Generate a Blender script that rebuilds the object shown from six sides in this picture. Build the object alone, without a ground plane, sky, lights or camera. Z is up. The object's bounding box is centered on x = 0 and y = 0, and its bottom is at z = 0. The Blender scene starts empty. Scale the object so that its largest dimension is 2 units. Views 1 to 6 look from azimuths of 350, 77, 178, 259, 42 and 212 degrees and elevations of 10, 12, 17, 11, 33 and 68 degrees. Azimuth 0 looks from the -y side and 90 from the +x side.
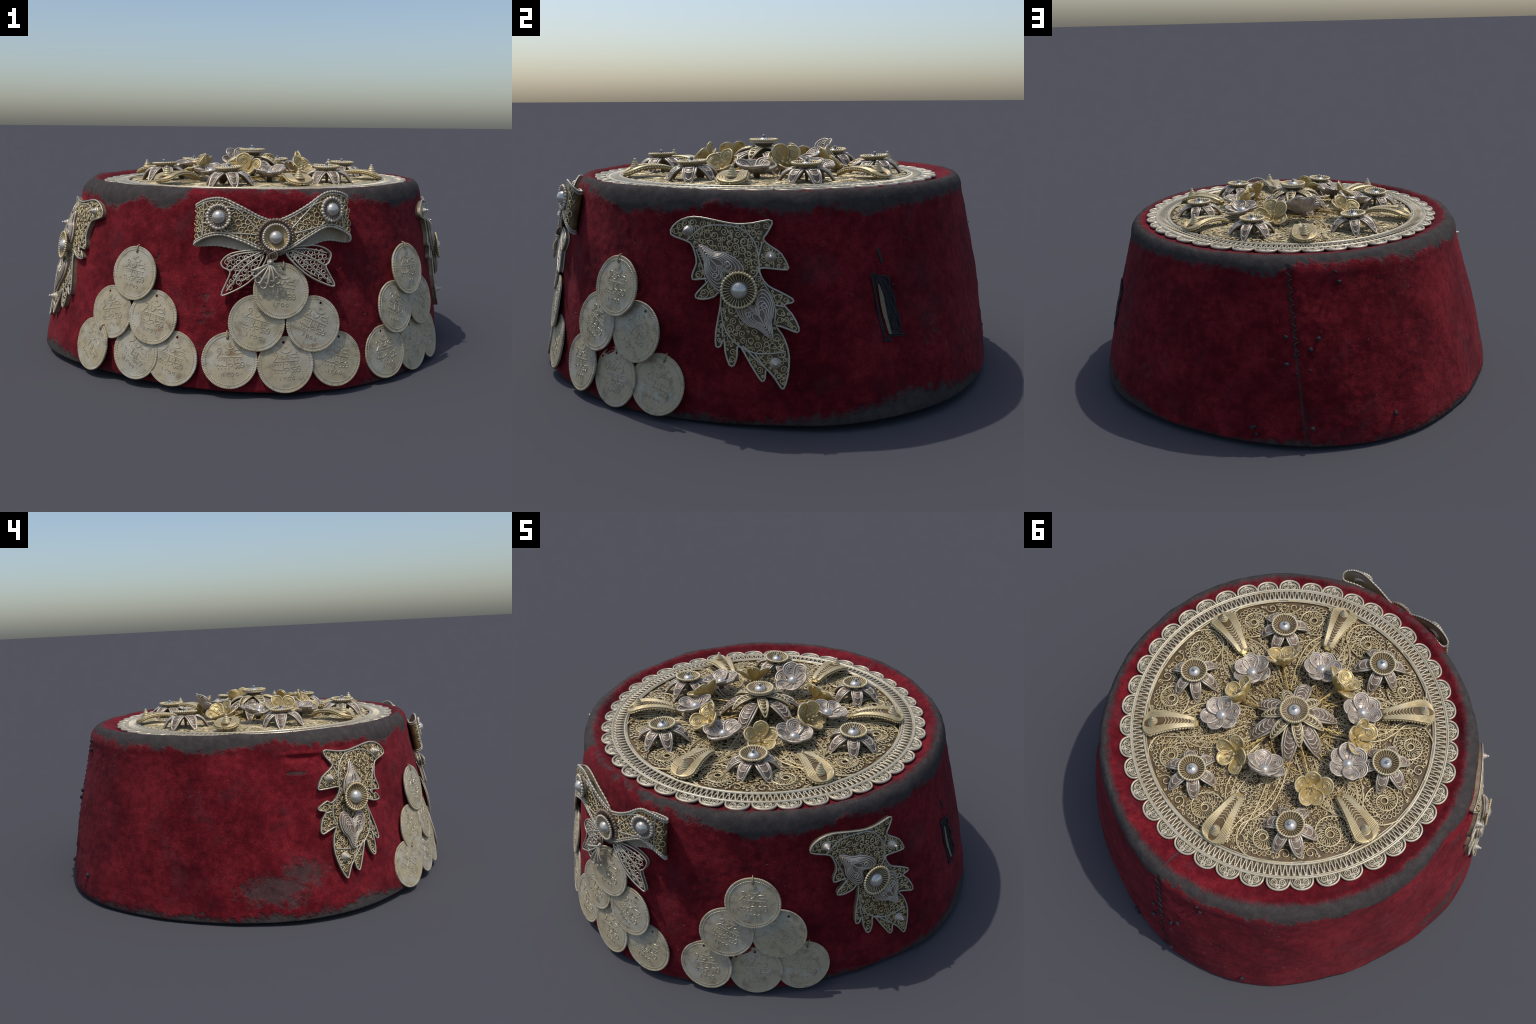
# Antique velvet cap with a silver-gilt filigree medallion, coins, a bow and two leaf brooches.
import bpy, bmesh, math, random
import numpy as np
from mathutils import Vector, Matrix, noise
from mathutils.geometry import delaunay_2d_cdt

rng = random.Random(7)
PI, TAU = math.pi, 2 * math.pi

# ------------------------------------------------------------------ mesh helpers
class Builder:
    """Collects vertices and faces (with a material slot per face) for one mesh."""
    def __init__(self):
        self.v, self.f, self.m, self.n = [], [], [], 0

    def add(self, verts, faces, mat=0):
        verts = np.asarray(verts, float).reshape(-1, 3)
        self.v.append(verts)
        for q in faces:
            self.f.append(tuple(int(i) + self.n for i in q))
        self.m.extend([mat] * len(faces))
        self.n += len(verts)

    def grid(self, P, close_u=False, close_v=False, mat=0, flip=False):
        P = np.asarray(P, float)
        nu, nv = P.shape[:2]
        F = []
        for i in range(nu if close_u else nu - 1):
            a, b = i * nv, ((i + 1) % nu) * nv
            for j in range(nv if close_v else nv - 1):
                k = (j + 1) % nv
                q = (a + j, b + j, b + k, a + k)
                F.append(q[::-1] if flip else q)
        self.add(P.reshape(-1, 3), F, mat)

    def tube(self, pts, r, closed=False, sides=5, ref=(0, 0, 1), mat=0, flat=1.0):
        P = np.asarray(pts, float)
        n = len(P)
        if n < 2:
            return
        if closed:
            T = np.roll(P, -1, 0) - np.roll(P, 1, 0)
        else:
            T = np.gradient(P, axis=0)
        T /= np.maximum(np.linalg.norm(T, axis=1, keepdims=True), 1e-9)
        R = np.broadcast_to(np.asarray(ref, float), P.shape)
        N = R - (R * T).sum(1, keepdims=True) * T
        ln = np.linalg.norm(N, axis=1, keepdims=True)
        N = np.where(ln > 1e-3, N / np.maximum(ln, 1e-9), np.cross(T, [0.31, 0.95, 0.1]))
        S = np.cross(T, N)
        a = np.arange(sides) / sides * TAU
        rr = np.broadcast_to(np.asarray(r, float), (n,))[:, None, None]
        ring = P[:, None] + rr * (S[:, None] * np.cos(a)[None, :, None] + flat * N[:, None] * np.sin(a)[None, :, None])
        self.grid(ring, closed, True, mat)
        if not closed:
            base = self.n - n * sides
            self.f.append(tuple(base + i for i in range(sides)))
            self.f.append(tuple(base + (n - 1) * sides + i for i in reversed(range(sides))))
            self.m.extend([mat, mat])

    def revolve(self, prof, seg=32, mat=0, mod=None, M=None):
        prof = np.asarray(prof, float)
        t = np.arange(seg) / seg * TAU
        P = np.zeros((len(prof), seg, 3))
        for i, (r, z) in enumerate(prof):
            k = mod(i, t) if mod else 1.0
            P[i, :, 0] = r * np.cos(t) * k
            P[i, :, 1] = r * np.sin(t) * k
            P[i, :, 2] = z
        if M is not None:
            P = (P.reshape(-1, 3) @ np.array(M.to_3x3()).T + np.array(M.translation)).reshape(P.shape)
        self.grid(P, False, True, mat, flip=True)

    def mesh(self, name, mats, smooth=True, merge=0):
        me = bpy.data.meshes.new(name)
        V = np.concatenate(self.v) if self.v else np.zeros((0, 3))
        me.from_pydata(V.tolist(), [], self.f)
        for m in mats:
            me.materials.append(m)
        me.polygons.foreach_set("material_index", self.m)
        if smooth:
            me.polygons.foreach_set("use_smooth", [True] * len(self.f))
        me.update()
        if merge:
            bm = bmesh.new(); bm.from_mesh(me)
            bmesh.ops.remove_doubles(bm, verts=bm.verts, dist=merge)
            bmesh.ops.recalc_face_normals(bm, faces=bm.faces)
            bm.to_mesh(me); bm.free()
        return me


def obj(name, me, parent=None, M=None):
    o = bpy.data.objects.new(name, me)
    bpy.context.scene.collection.objects.link(o)
    if parent:
        o.parent = parent
    if M is not None:
        o.matrix_local = M
    return o


def sharpen(me, deg=35):
    me.set_sharp_from_angle(angle=math.radians(deg))


def smoothstep(a, b, x):
    t = np.clip((x - a) / (b - a), 0, 1)
    return t * t * (3 - 2 * t)


def catmull(P, per=6, closed=True):
    P = np.asarray(P, float)
    n = len(P)
    out = []
    for i in range(n if closed else n - 1):
        if closed:
            a, b, c, d = P[(i - 1) % n], P[i], P[(i + 1) % n], P[(i + 2) % n]
        else:
            a, b, c, d = P[max(i - 1, 0)], P[i], P[i + 1], P[min(i + 2, n - 1)]
        for k in range(per):
            t = k / per
            out.append(0.5 * ((2 * b) + (c - a) * t + (2 * a - 5 * b + 4 * c - d) * t * t + (3 * b - a - 3 * c + d) * t ** 3))
    if not closed:
        out.append(P[-1])
    return np.array(out)


def inside(poly, x, y):
    c, n = False, len(poly)
    j = n - 1
    for i in range(n):
        xi, yi = poly[i][0], poly[i][1]
        xj, yj = poly[j][0], poly[j][1]
        if (yi > y) != (yj > y) and x < (xj - xi) * (y - yi) / (yj - yi) + xi:
            c = not c
        j = i
    return c


def edge_dist(poly, x, y):
    P = np.asarray(poly)[:, :2]
    Q = np.roll(P, -1, 0)
    d = Q - P
    t = np.clip((((x, y) - P) * d).sum(1) / np.maximum((d * d).sum(1), 1e-12), 0, 1)
    return np.hypot(*(P + d * t[:, None] - (x, y)).T).min()


# ------------------------------------------------------------------ materials
class NT:
    def __init__(self, name):
        self.mat = bpy.data.materials.new(name)
        self.mat.use_nodes = True
        self.t = self.mat.node_tree
        self.b = self.t.nodes["Principled BSDF"]

    def n(self, kind, **kw):
        x = self.t.nodes.new("ShaderNode" + kind)
        for k, v in kw.items():
            if hasattr(x, k) and k not in x.inputs:
                setattr(x, k, v)
            else:
                self.set(x.inputs[k], v)
        return x

    def set(self, sock, v):
        if isinstance(v, bpy.types.NodeSocket):
            self.t.links.new(v, sock)
        else:
            sock.default_value = v

    def math(self, op, a, b=0.0, clamp=False):
        x = self.t.nodes.new("ShaderNodeMath")
        x.operation, x.use_clamp = op, clamp
        self.set(x.inputs[0], a); self.set(x.inputs[1], b)
        return x.outputs[0]

    def noise(self, vec, scale, detail=4.0, rough=0.55):
        x = self.n("TexNoise", Scale=scale, Detail=detail, Roughness=rough)
        self.set(x.inputs["Vector"], vec)
        return x.outputs[0]

    def ramp(self, fac, stops, interp="LINEAR"):
        x = self.t.nodes.new("ShaderNodeValToRGB")
        x.color_ramp.interpolation = interp
        e = x.color_ramp.elements
        while len(e) < len(stops):
            e.new(0.5)
        for k, (p, c) in enumerate(stops):
            e[k].position = p
            e[k].color = (c, c, c, 1) if isinstance(c, (int, float)) else (*c, 1)
        self.set(x.inputs[0], fac)
        return x.outputs[0]

    def mix(self, fac, a, b, kind="MIX"):
        x = self.t.nodes.new("ShaderNodeMix")
        x.data_type, x.blend_type = "RGBA", kind
        self.set(x.inputs[0], fac)
        for s, v in ((x.inputs[6], a), (x.inputs[7], b)):
            self.set(s, (*v, 1) if isinstance(v, tuple) and len(v) == 3 else v)
        return x.outputs[2]

    def bump(self, h, strength, dist, normal=None):
        x = self.n("Bump", Strength=strength, Distance=dist)
        self.set(x.inputs["Height"], h)
        if normal is not None:
            self.set(x.inputs["Normal"], normal)
        return x.outputs[0]

    def coords(self):
        return self.t.nodes.new("ShaderNodeTexCoord").outputs["Object"]


def metal(name, c1, c2, metallic=0.34, rough=0.36, scale=18, grain=420, bump=0.25, rand=0.0):
    m = NT(name)
    co = m.coords()
    n1 = m.noise(co, scale, 5, 0.6)
    col = m.mix(m.ramp(n1, [(0.36, 0.0), (0.66, 1.0)]), c1, c2)
    n2 = m.noise(co, grain, 2)
    col = m.mix(m.ramp(n2, [(0.30, 0.55), (0.62, 0.0)]), col, tuple(x * 0.55 for x in c2))
    if rand:
        info = m.t.nodes.new("ShaderNodeObjectInfo")
        f = m.math("MULTIPLY", info.outputs["Random"], rand)
        col = m.mix(f, col, tuple(x * 0.7 for x in c2))
    m.set(m.b.inputs["Base Color"], col)
    m.b.inputs["Metallic"].default_value = metallic
    m.set(m.b.inputs["Roughness"], m.math("ADD", m.math("MULTIPLY", n1, 0.25), rough - 0.12))
    m.set(m.b.inputs["Normal"], m.bump(n2, bump, 0.002))
    return m.mat


SILVER = metal("silver_wire", (0.68, 0.605, 0.50), (0.48, 0.405, 0.31))
SILVER_DARK = metal("silver_tarnished", (0.27, 0.195, 0.135), (0.14, 0.095, 0.062), scale=30, metallic=.06)
GILT = metal("gilt_wire", (0.68, 0.51, 0.20), (0.47, 0.32, 0.10), scale=22)
GILT_PALE = metal("gilt_wire_worn", (0.70, 0.60, 0.385), (0.56, 0.44, 0.225), scale=14)
GILT_DARK = metal("gilt_ground", (0.19, 0.115, 0.040), (0.065, 0.038, 0.014), scale=26, rough=0.5, metallic=.06)
BORDER = metal("border_wire", (0.64, 0.58, 0.45), (0.52, 0.445, 0.30), scale=12)
BORDER_GROUND = metal("border_ground", (0.25, 0.21, 0.13), (0.14, 0.11, 0.06), scale=30, rough=0.5)
PEARL = metal("silver_dome", (0.72, 0.69, 0.63), (0.58, 0.54, 0.46), metallic=0.6, rough=0.27, grain=150, bump=0.06)
SCAN_NUB = metal("scan_nub_grey", (0.30, 0.33, 0.33), (0.24, 0.26, 0.25), metallic=0.3, rough=0.4, bump=0.05)  # grey nub on the domes: scan artefact of their reflection, no real part
COPPER_EDGE = metal("brooch_edge", (0.36, 0.29, 0.19), (0.20, 0.125, 0.065), scale=24, rough=0.5)
PLAIN_PLATE = metal("bow_inner_plate", (0.40, 0.35, 0.25), (0.29, 0.24, 0.16), scale=10, rough=0.5, metallic=.05)


def coin_material():
    m = NT("coin_silver")
    co = m.coords()
    info = m.t.nodes.new("ShaderNodeObjectInfo").outputs["Random"]
    off = m.n("CombineXYZ", X=m.math("MULTIPLY", info, 31.0), Y=m.math("MULTIPLY", info, 57.0), Z=0.0).outputs[0]
    v = m.n("VectorMath", operation="ADD")
    m.set(v.inputs[0], co); m.set(v.inputs[1], off)
    v = v.outputs[0]
    big = m.noise(v, 7, 3)
    col = m.mix(m.ramp(big, [(0.40, 0.0), (0.62, 1.0)]), (0.445, 0.375, 0.235), (0.42, 0.385, 0.300))
    warm = m.ramp(m.math("FRACT", m.math("MULTIPLY", info, 7.31)), [(0.0, 0.0), (1.0, 0.75)])
    col = m.mix(warm, col, (0.46, 0.38, 0.24))
    stain = m.noise(v, 22, 6, 0.65)
    col = m.mix(m.ramp(stain, [(0.50, 0.0), (0.66, 0.75)]), col, (0.215, 0.17, 0.11))
    rust = m.noise(v, 11, 4, 0.6)
    rmask = m.math("MULTIPLY", m.ramp(rust, [(0.63, 0.0), (0.70, 0.7)]),
                   m.ramp(m.math("FRACT", m.math("MULTIPLY", info, 3.7)), [(0.45, 0.0), (0.6, 1.0)]))
    col = m.mix(rmask, col, (0.26, 0.14, 0.055))
    pale = m.noise(v, 14, 5, 0.6)
    col = m.mix(m.ramp(pale, [(0.54, 0.0), (0.64, 0.6)]), col, (0.50, 0.48, 0.40))
    fine = m.noise(v, 300, 3)
    col = m.mix(m.ramp(fine, [(0.30, 0.35), (0.5, 0.0)]), col, (0.20, 0.18, 0.13))
    m.set(m.b.inputs["Base Color"], col)
    m.b.inputs["Metallic"].default_value = 0.15
    m.b.inputs["Roughness"].default_value = 0.5
    m.set(m.b.inputs["Normal"], m.bump(m.math("ADD", fine, m.math("MULTIPLY", stain, 2.0)), 0.3, 0.002))
    return m.mat


COIN = coin_material()
COIN_HIGHLIGHT = metal("coin_relief_highlight", (0.52, 0.465, 0.34), (0.42, 0.365, 0.25), scale=40)  # paler than the coin: highlights on the raised strokes painted into the colour

# height of the lower edge of the worn rim band and of the upper edge of the worn hem, by azimuth
RIM_EDGE = [(0, 0.736), (12, 0.709), (30, 0.732), (60, 0.736), (80, 0.714), (86, 0.759), (105, 0.764), (125, 0.742), (140, 0.742),
            (150, 0.714), (166, 0.726), (177, 0.756), (190, 0.719), (206, 0.734), (218, 0.692), (228, 0.736), (236, 0.700),
            (246, 0.789), (274, 0.779), (290, 0.759), (308, 0.694), (322, 0.714), (335, 0.749), (348, 0.720), (360, 0.736)]
HEM_EDGE = [(0, 0.071), (14, 0.111), (29, 0.101), (45, 0.041), (70, 0.031), (84, 0.051), (98, 0.022), (130, 0.041), (160, 0.036),
            (186, 0.061), (198, 0.086), (215, 0.036), (260, 0.018), (300, 0.018), (335, 0.031), (348, 0.041), (360, 0.071)]
# bare patches: azimuth, height, half width (radians), half height, strength
PATCHES = [(173, .15, .25, .10, .32), (181, .21, .17, .085, .27), (183, .63, .10, .014, .26), (24, .30, .09, .10, .15),
           (4, .50, .12, .08, .08), (10, .42, .05, .12, .12), (236, .42, .05, .22, .12), (250, .34, .06, .14, .10),
           (318, .60, .08, .05, .14), (340, .30, .06, .05, .10), (200, .08, .10, .07, .13), (40, .22, .1, .06, .14), (150, .55, .03, .02, .16)]


# radius of the top edge of the crown every 30 degrees
R_TOP = [.800, .796, .793, .788, .770, .758, .752, .760, .776, .792, .795, .797]


def velvet():
    m = NT("worn_velvet")
    co = m.coords()
    s = m.n("SeparateXYZ"); m.set(s.inputs[0], co)
    x, y, z = s.outputs
    az = m.math("ARCTAN2", y, x)
    u = m.math("FRACT", m.math("ADD", m.math("DIVIDE", az, TAU), 1.0))
    rad = m.math("SQRT", m.math("ADD", m.math("MULTIPLY", x, x), m.math("MULTIPLY", y, y)))
    w1 = m.noise(co, 9, 5, 0.62)
    w2 = m.noise(co, 34, 4, 0.6)
    wob = m.math("ADD", m.math("MULTIPLY", m.math("SUBTRACT", w1, 0.5), 0.075), m.math("MULTIPLY", m.math("SUBTRACT", w2, 0.5), 0.085))
    rim = m.ramp(u, [(a / 360, h) for a, h in RIM_EDGE])
    hem = m.ramp(u, [(a / 360, h * 4) for a, h in HEM_EDGE])
    zz = m.math("ADD", z, wob)
    rim_mask = m.math("MULTIPLY", m.math("SUBTRACT", zz, m.math("ADD", rim, 0.004)), 45.0, clamp=True)
    # red nap survives again on the flat of the crown
    top_r = m.ramp(u, [(a / 360, r) for a, r in zip(range(0, 361, 30), R_TOP + R_TOP[:1])])
    crown = m.math("MULTIPLY", m.math("SUBTRACT", rad, m.math("ADD", m.math("MULTIPLY", wob, 0.45), m.math("ADD", top_r, -0.020))), 40.0, clamp=True)
    rim_mask = m.math("MULTIPLY", rim_mask, crown)
    hem_mask = m.math("MULTIPLY", m.math("SUBTRACT", m.math("DIVIDE", hem, 4.0), m.math("ADD", zz, -0.006)), 38.0, clamp=True)
    mask = m.math("MAXIMUM", rim_mask, hem_mask)
    for a, h, da, dh, k in PATCHES:
        wr = m.math("WRAP", m.math("SUBTRACT", az, math.radians(a)), PI)
        wr.node.inputs[2].default_value = -PI
        d1 = m.math("DIVIDE", wr, da)
        d2 = m.math("DIVIDE", m.math("SUBTRACT", z, h), dh)
        d = m.math("ADD", m.math("MULTIPLY", d1, d1), m.math("MULTIPLY", d2, d2))
        g = m.math("MULTIPLY", m.math("SUBTRACT", 1.0, d), k)
        g = m.math("MAXIMUM", g, 0.0)
        f = m.math("MULTIPLY", m.math("SUBTRACT", m.math("ADD", g, m.math("ADD", m.math("MULTIPLY", w1, 0.35), m.math("MULTIPLY", w2, 0.65))), 0.62), 6.0, clamp=True)
        gate = m.math("MULTIPLY", g, 30.0, clamp=True)
        mask = m.math("MAXIMUM", mask, m.math("MULTIPLY", m.math("MULTIPLY", f, gate), 0.75))
    # the worn line of the back seam
    sd = m.math("ABSOLUTE", m.math("SUBTRACT", az, m.math("SUBTRACT", math.radians(88.5), m.math("MULTIPLY", z, math.radians(4.3 / .74)))))
    seam = m.math("SUBTRACT", 1.0, m.math("DIVIDE", sd, m.math("ADD", 0.004, m.math("MULTIPLY", w2, 0.010))), clamp=True)
    mask = m.math("MAXIMUM", mask, m.math("MULTIPLY", seam, 0.9))
    # nap: crushed and brushed areas, fine fibres
    n1 = m.noise(co, 5.5, 5, 0.6)
    n2 = m.noise(co, 30, 5, 0.65)
    n3 = m.noise(co, 240, 3, 0.6)
    red = m.ramp(m.math("ADD", m.math("MULTIPLY", n1, 0.55), m.math("MULTIPLY", n2, 0.45)),
                 [(0.34, (0.055, 0.0030, 0.0055)), (0.47, (0.128, 0.0070, 0.0115)), (0.63, (0.255, 0.0190, 0.0260))])
    red = m.mix(m.ramp(n3, [(0.35, 0.6), (0.62, 0.0)]), red, (0.055, 0.0035, 0.0075))
    # bare ground weave: two crossed thread waves on (arc, height)
    cu = m.n("CombineXYZ", X=m.math("MULTIPLY", az, 0.9), Y=m.math("ADD", z, m.math("MULTIPLY", rad, -0.55)), Z=0.0).outputs[0]
    waves = []
    for ang in (0.62, -0.95):
        mp = m.n("Mapping"); mp.inputs["Rotation"].default_value = (0, 0, ang)
        m.set(mp.inputs["Vector"], cu)
        wv = m.n("TexWave", Scale=56.0, Distortion=0.8, Detail=1.0)
        wv.inputs["Detail Scale"].default_value = 3.0
        m.set(wv.inputs["Vector"], mp.outputs[0])
        waves.append(wv.outputs["Fac"])
    weave = m.math("MULTIPLY", waves[0], waves[1])
    grey = m.mix(m.ramp(weave, [(0.0, 0.0), (0.6, 1.0)]), (0.030, 0.027, 0.027), (0.072, 0.065, 0.060))
    grey = m.mix(m.ramp(n2, [(0.40, 0.0), (0.70, 0.6)]), grey, (0.085, 0.077, 0.070))
    grey = m.mix(m.ramp(n3, [(0.4, 0.25), (0.55, 0.0)]), grey, (0.06, 0.03, 0.033))
    dusty = m.math("MULTIPLY", m.ramp(m.noise(co, 6.5, 6, 0.68), [(0.54, 0.0), (0.68, 1.0)]), 0.30)
    red = m.mix(dusty, red, (0.052, 0.030, 0.036))
    col = m.mix(mask, red, grey)
    m.set(m.b.inputs["Base Color"], col)
    m.b.inputs["Roughness"].default_value = 0.95
    m.b.inputs["Specular IOR Level"].default_value = 0.1
    m.set(m.b.inputs["Sheen Weight"], m.math("MULTIPLY", m.math("SUBTRACT", 1.0, mask), 0.10))
    m.b.inputs["Sheen Roughness"].default_value = 0.5
    m.b.inputs["Sheen Tint"].default_value = (0.9, 0.25, 0.3, 1)
    h = m.math("ADD", m.math("MULTIPLY", weave, 0.25),
               m.math("MULTIPLY", m.math("SUBTRACT", 1.0, mask), m.math("ADD", 1.2, m.math("ADD", m.math("MULTIPLY", n3, 0.6), m.math("MULTIPLY", n2, 0.9)))))
    m.set(m.b.inputs["Normal"], m.bump(h, 0.55, 0.006))
    return m.mat


def cloth(name, c1, c2, scale=60, rough=0.9):
    m = NT(name)
    co = m.coords()
    n = m.noise(co, scale, 4)
    m.set(m.b.inputs["Base Color"], m.mix(m.ramp(n, [(0.3, 0.0), (0.7, 1.0)]), c1, c2))
    m.b.inputs["Roughness"].default_value = rough
    m.b.inputs["Specular IOR Level"].default_value = 0.15
    m.set(m.b.inputs["Normal"], m.bump(n, 0.3, 0.003))
    return m.mat


VELVET = velvet()
LINING = cloth("linen_lining", (0.26, 0.21, 0.13), (0.18, 0.14, 0.09))
THREAD = cloth("cream_thread", (0.42, 0.34, 0.21), (0.30, 0.23, 0.13), 200)
BLACK = cloth("black_thread", (0.020, 0.018, 0.021), (0.050, 0.045, 0.048), 260)
BURR = cloth("dark_bead", (0.020, 0.016, 0.022), (0.05, 0.04, 0.048), 120, 0.6)

# ------------------------------------------------------------------ the thing
root = bpy.data.objects.new("velvet_cap", None)
bpy.context.scene.collection.objects.link(root)
root["label"] = "red velvet cap with filigree medallion, coins, bow and leaf brooches"
root["category"] = "cap"

# ------------------------------------------------------------------ cap wall and crown
AZ_B = np.arange(0, 360, 15)
R_BASE = [1.006, 1.016, 1.008, .978, .962, .972, .994, 1.000, .990, .968, .961, .979, 1.006, 1.004, .976, .947, .948, .966, .980, .972, .955, .944, .940, .960]
AZ_S = np.arange(0, 360, 30)
R_SHOULDER = [.842, .838, .834, .850, .829, .811, .796, .820, .824, .842, .840, .840]
Z_LIFT = [.024, .030, .022, .022, .013, .009, .020, .030, .025, .020, .006, .008]
Z_SHOULDER, Z_TOP, Z_MED = 0.72, 0.803, 0.786
MED_C, MED_TILT = (0.028, -0.026), 0.009


def periodic(xs, ys, d):
    xs = np.asarray(xs, float); ys = np.asarray(ys, float)
    step, n = xs[1] - xs[0], len(xs)
    p = (np.asarray(d, float) % 360) / step
    i = np.floor(p).astype(int); t = p - i
    a, b, c, e = ys[(i - 1) % n], ys[i % n], ys[(i + 1) % n], ys[(i + 2) % n]
    return 0.5 * (2 * b + (c - a) * t + (2 * a - 5 * b + 4 * c - e) * t ** 2 + (3 * b - a - 3 * c + e) * t ** 3)


# local swellings and hollows of the wall: azimuth, height, half width deg, half height, depth
DENTS = [(192, .61, 9, .12, .028), (215, .40, 9, .18, -.014), (300, .40, 6, .12, -.006), (268, .70, 8, .04, -.012), (186, .715, 7, .012, .012), (184, .69, 9, .012, -.010),
         (97, .60, 10, .10, -.010), (40, .42, 30, .25, .003), (70, .28, 6, .12, -.012), (12, .40, 2.4, .10, -.008),
         (232, .35, 7, .18, -.008), (255, .40, 5, .20, -.006), (298, .45, 5, .2, -.006), (205, .5, 10, .15, .004),
         (150, .4, 20, .2, .006), (115, .73, 8, .03, .006), (62, .74, 9, .03, -.006)]


def wall_radius(azd, z):
    """radius of the side at azimuth (degrees) and height, without noise"""
    b, s, zb = periodic(AZ_B, R_BASE, azd), periodic(AZ_S, R_SHOULDER, azd), periodic(AZ_S, Z_LIFT, azd)
    f = np.clip((np.asarray(z, float) - zb) / (Z_SHOULDER - zb), 0, 1.06)
    r = b + (s - b) * f + 0.008 * np.sin(PI * np.clip(f, 0, 1))
    for a, h, da, dh, k in DENTS:
        d = (np.asarray(azd) - a + 180) % 360 - 180
        r = r + k * np.exp(-(d / da) ** 2 - ((z - h) / dh) ** 2)
    return r


def wall_point(azd, z, off=0.0):
    r = wall_radius(azd, z)
    a = np.radians(azd)
    tilt = 0.17
    return np.stack([(r + off * math.cos(tilt)) * np.cos(a), (r + off * math.cos(tilt)) * np.sin(a), z + off * math.sin(tilt) + 0 * a], -1)


def wall_frame(azd, z, off=0.0, lean=0.0):
    """matrix with x along the wall (counter-clockwise seen from above), y up the wall, z outward"""
    a = math.radians(azd)
    P = Vector(wall_point(np.array(azd), np.array(z), off))
    ea = Vector((-math.sin(a), math.cos(a), 0))
    t = 0.17 - lean
    ec = Vector((math.cos(a) * math.cos(t), math.sin(a) * math.cos(t), math.sin(t)))
    eb = ec.cross(ea)
    M = Matrix((ea, eb, ec)).transposed().to_4x4()
    M.translation = P
    return M


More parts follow.
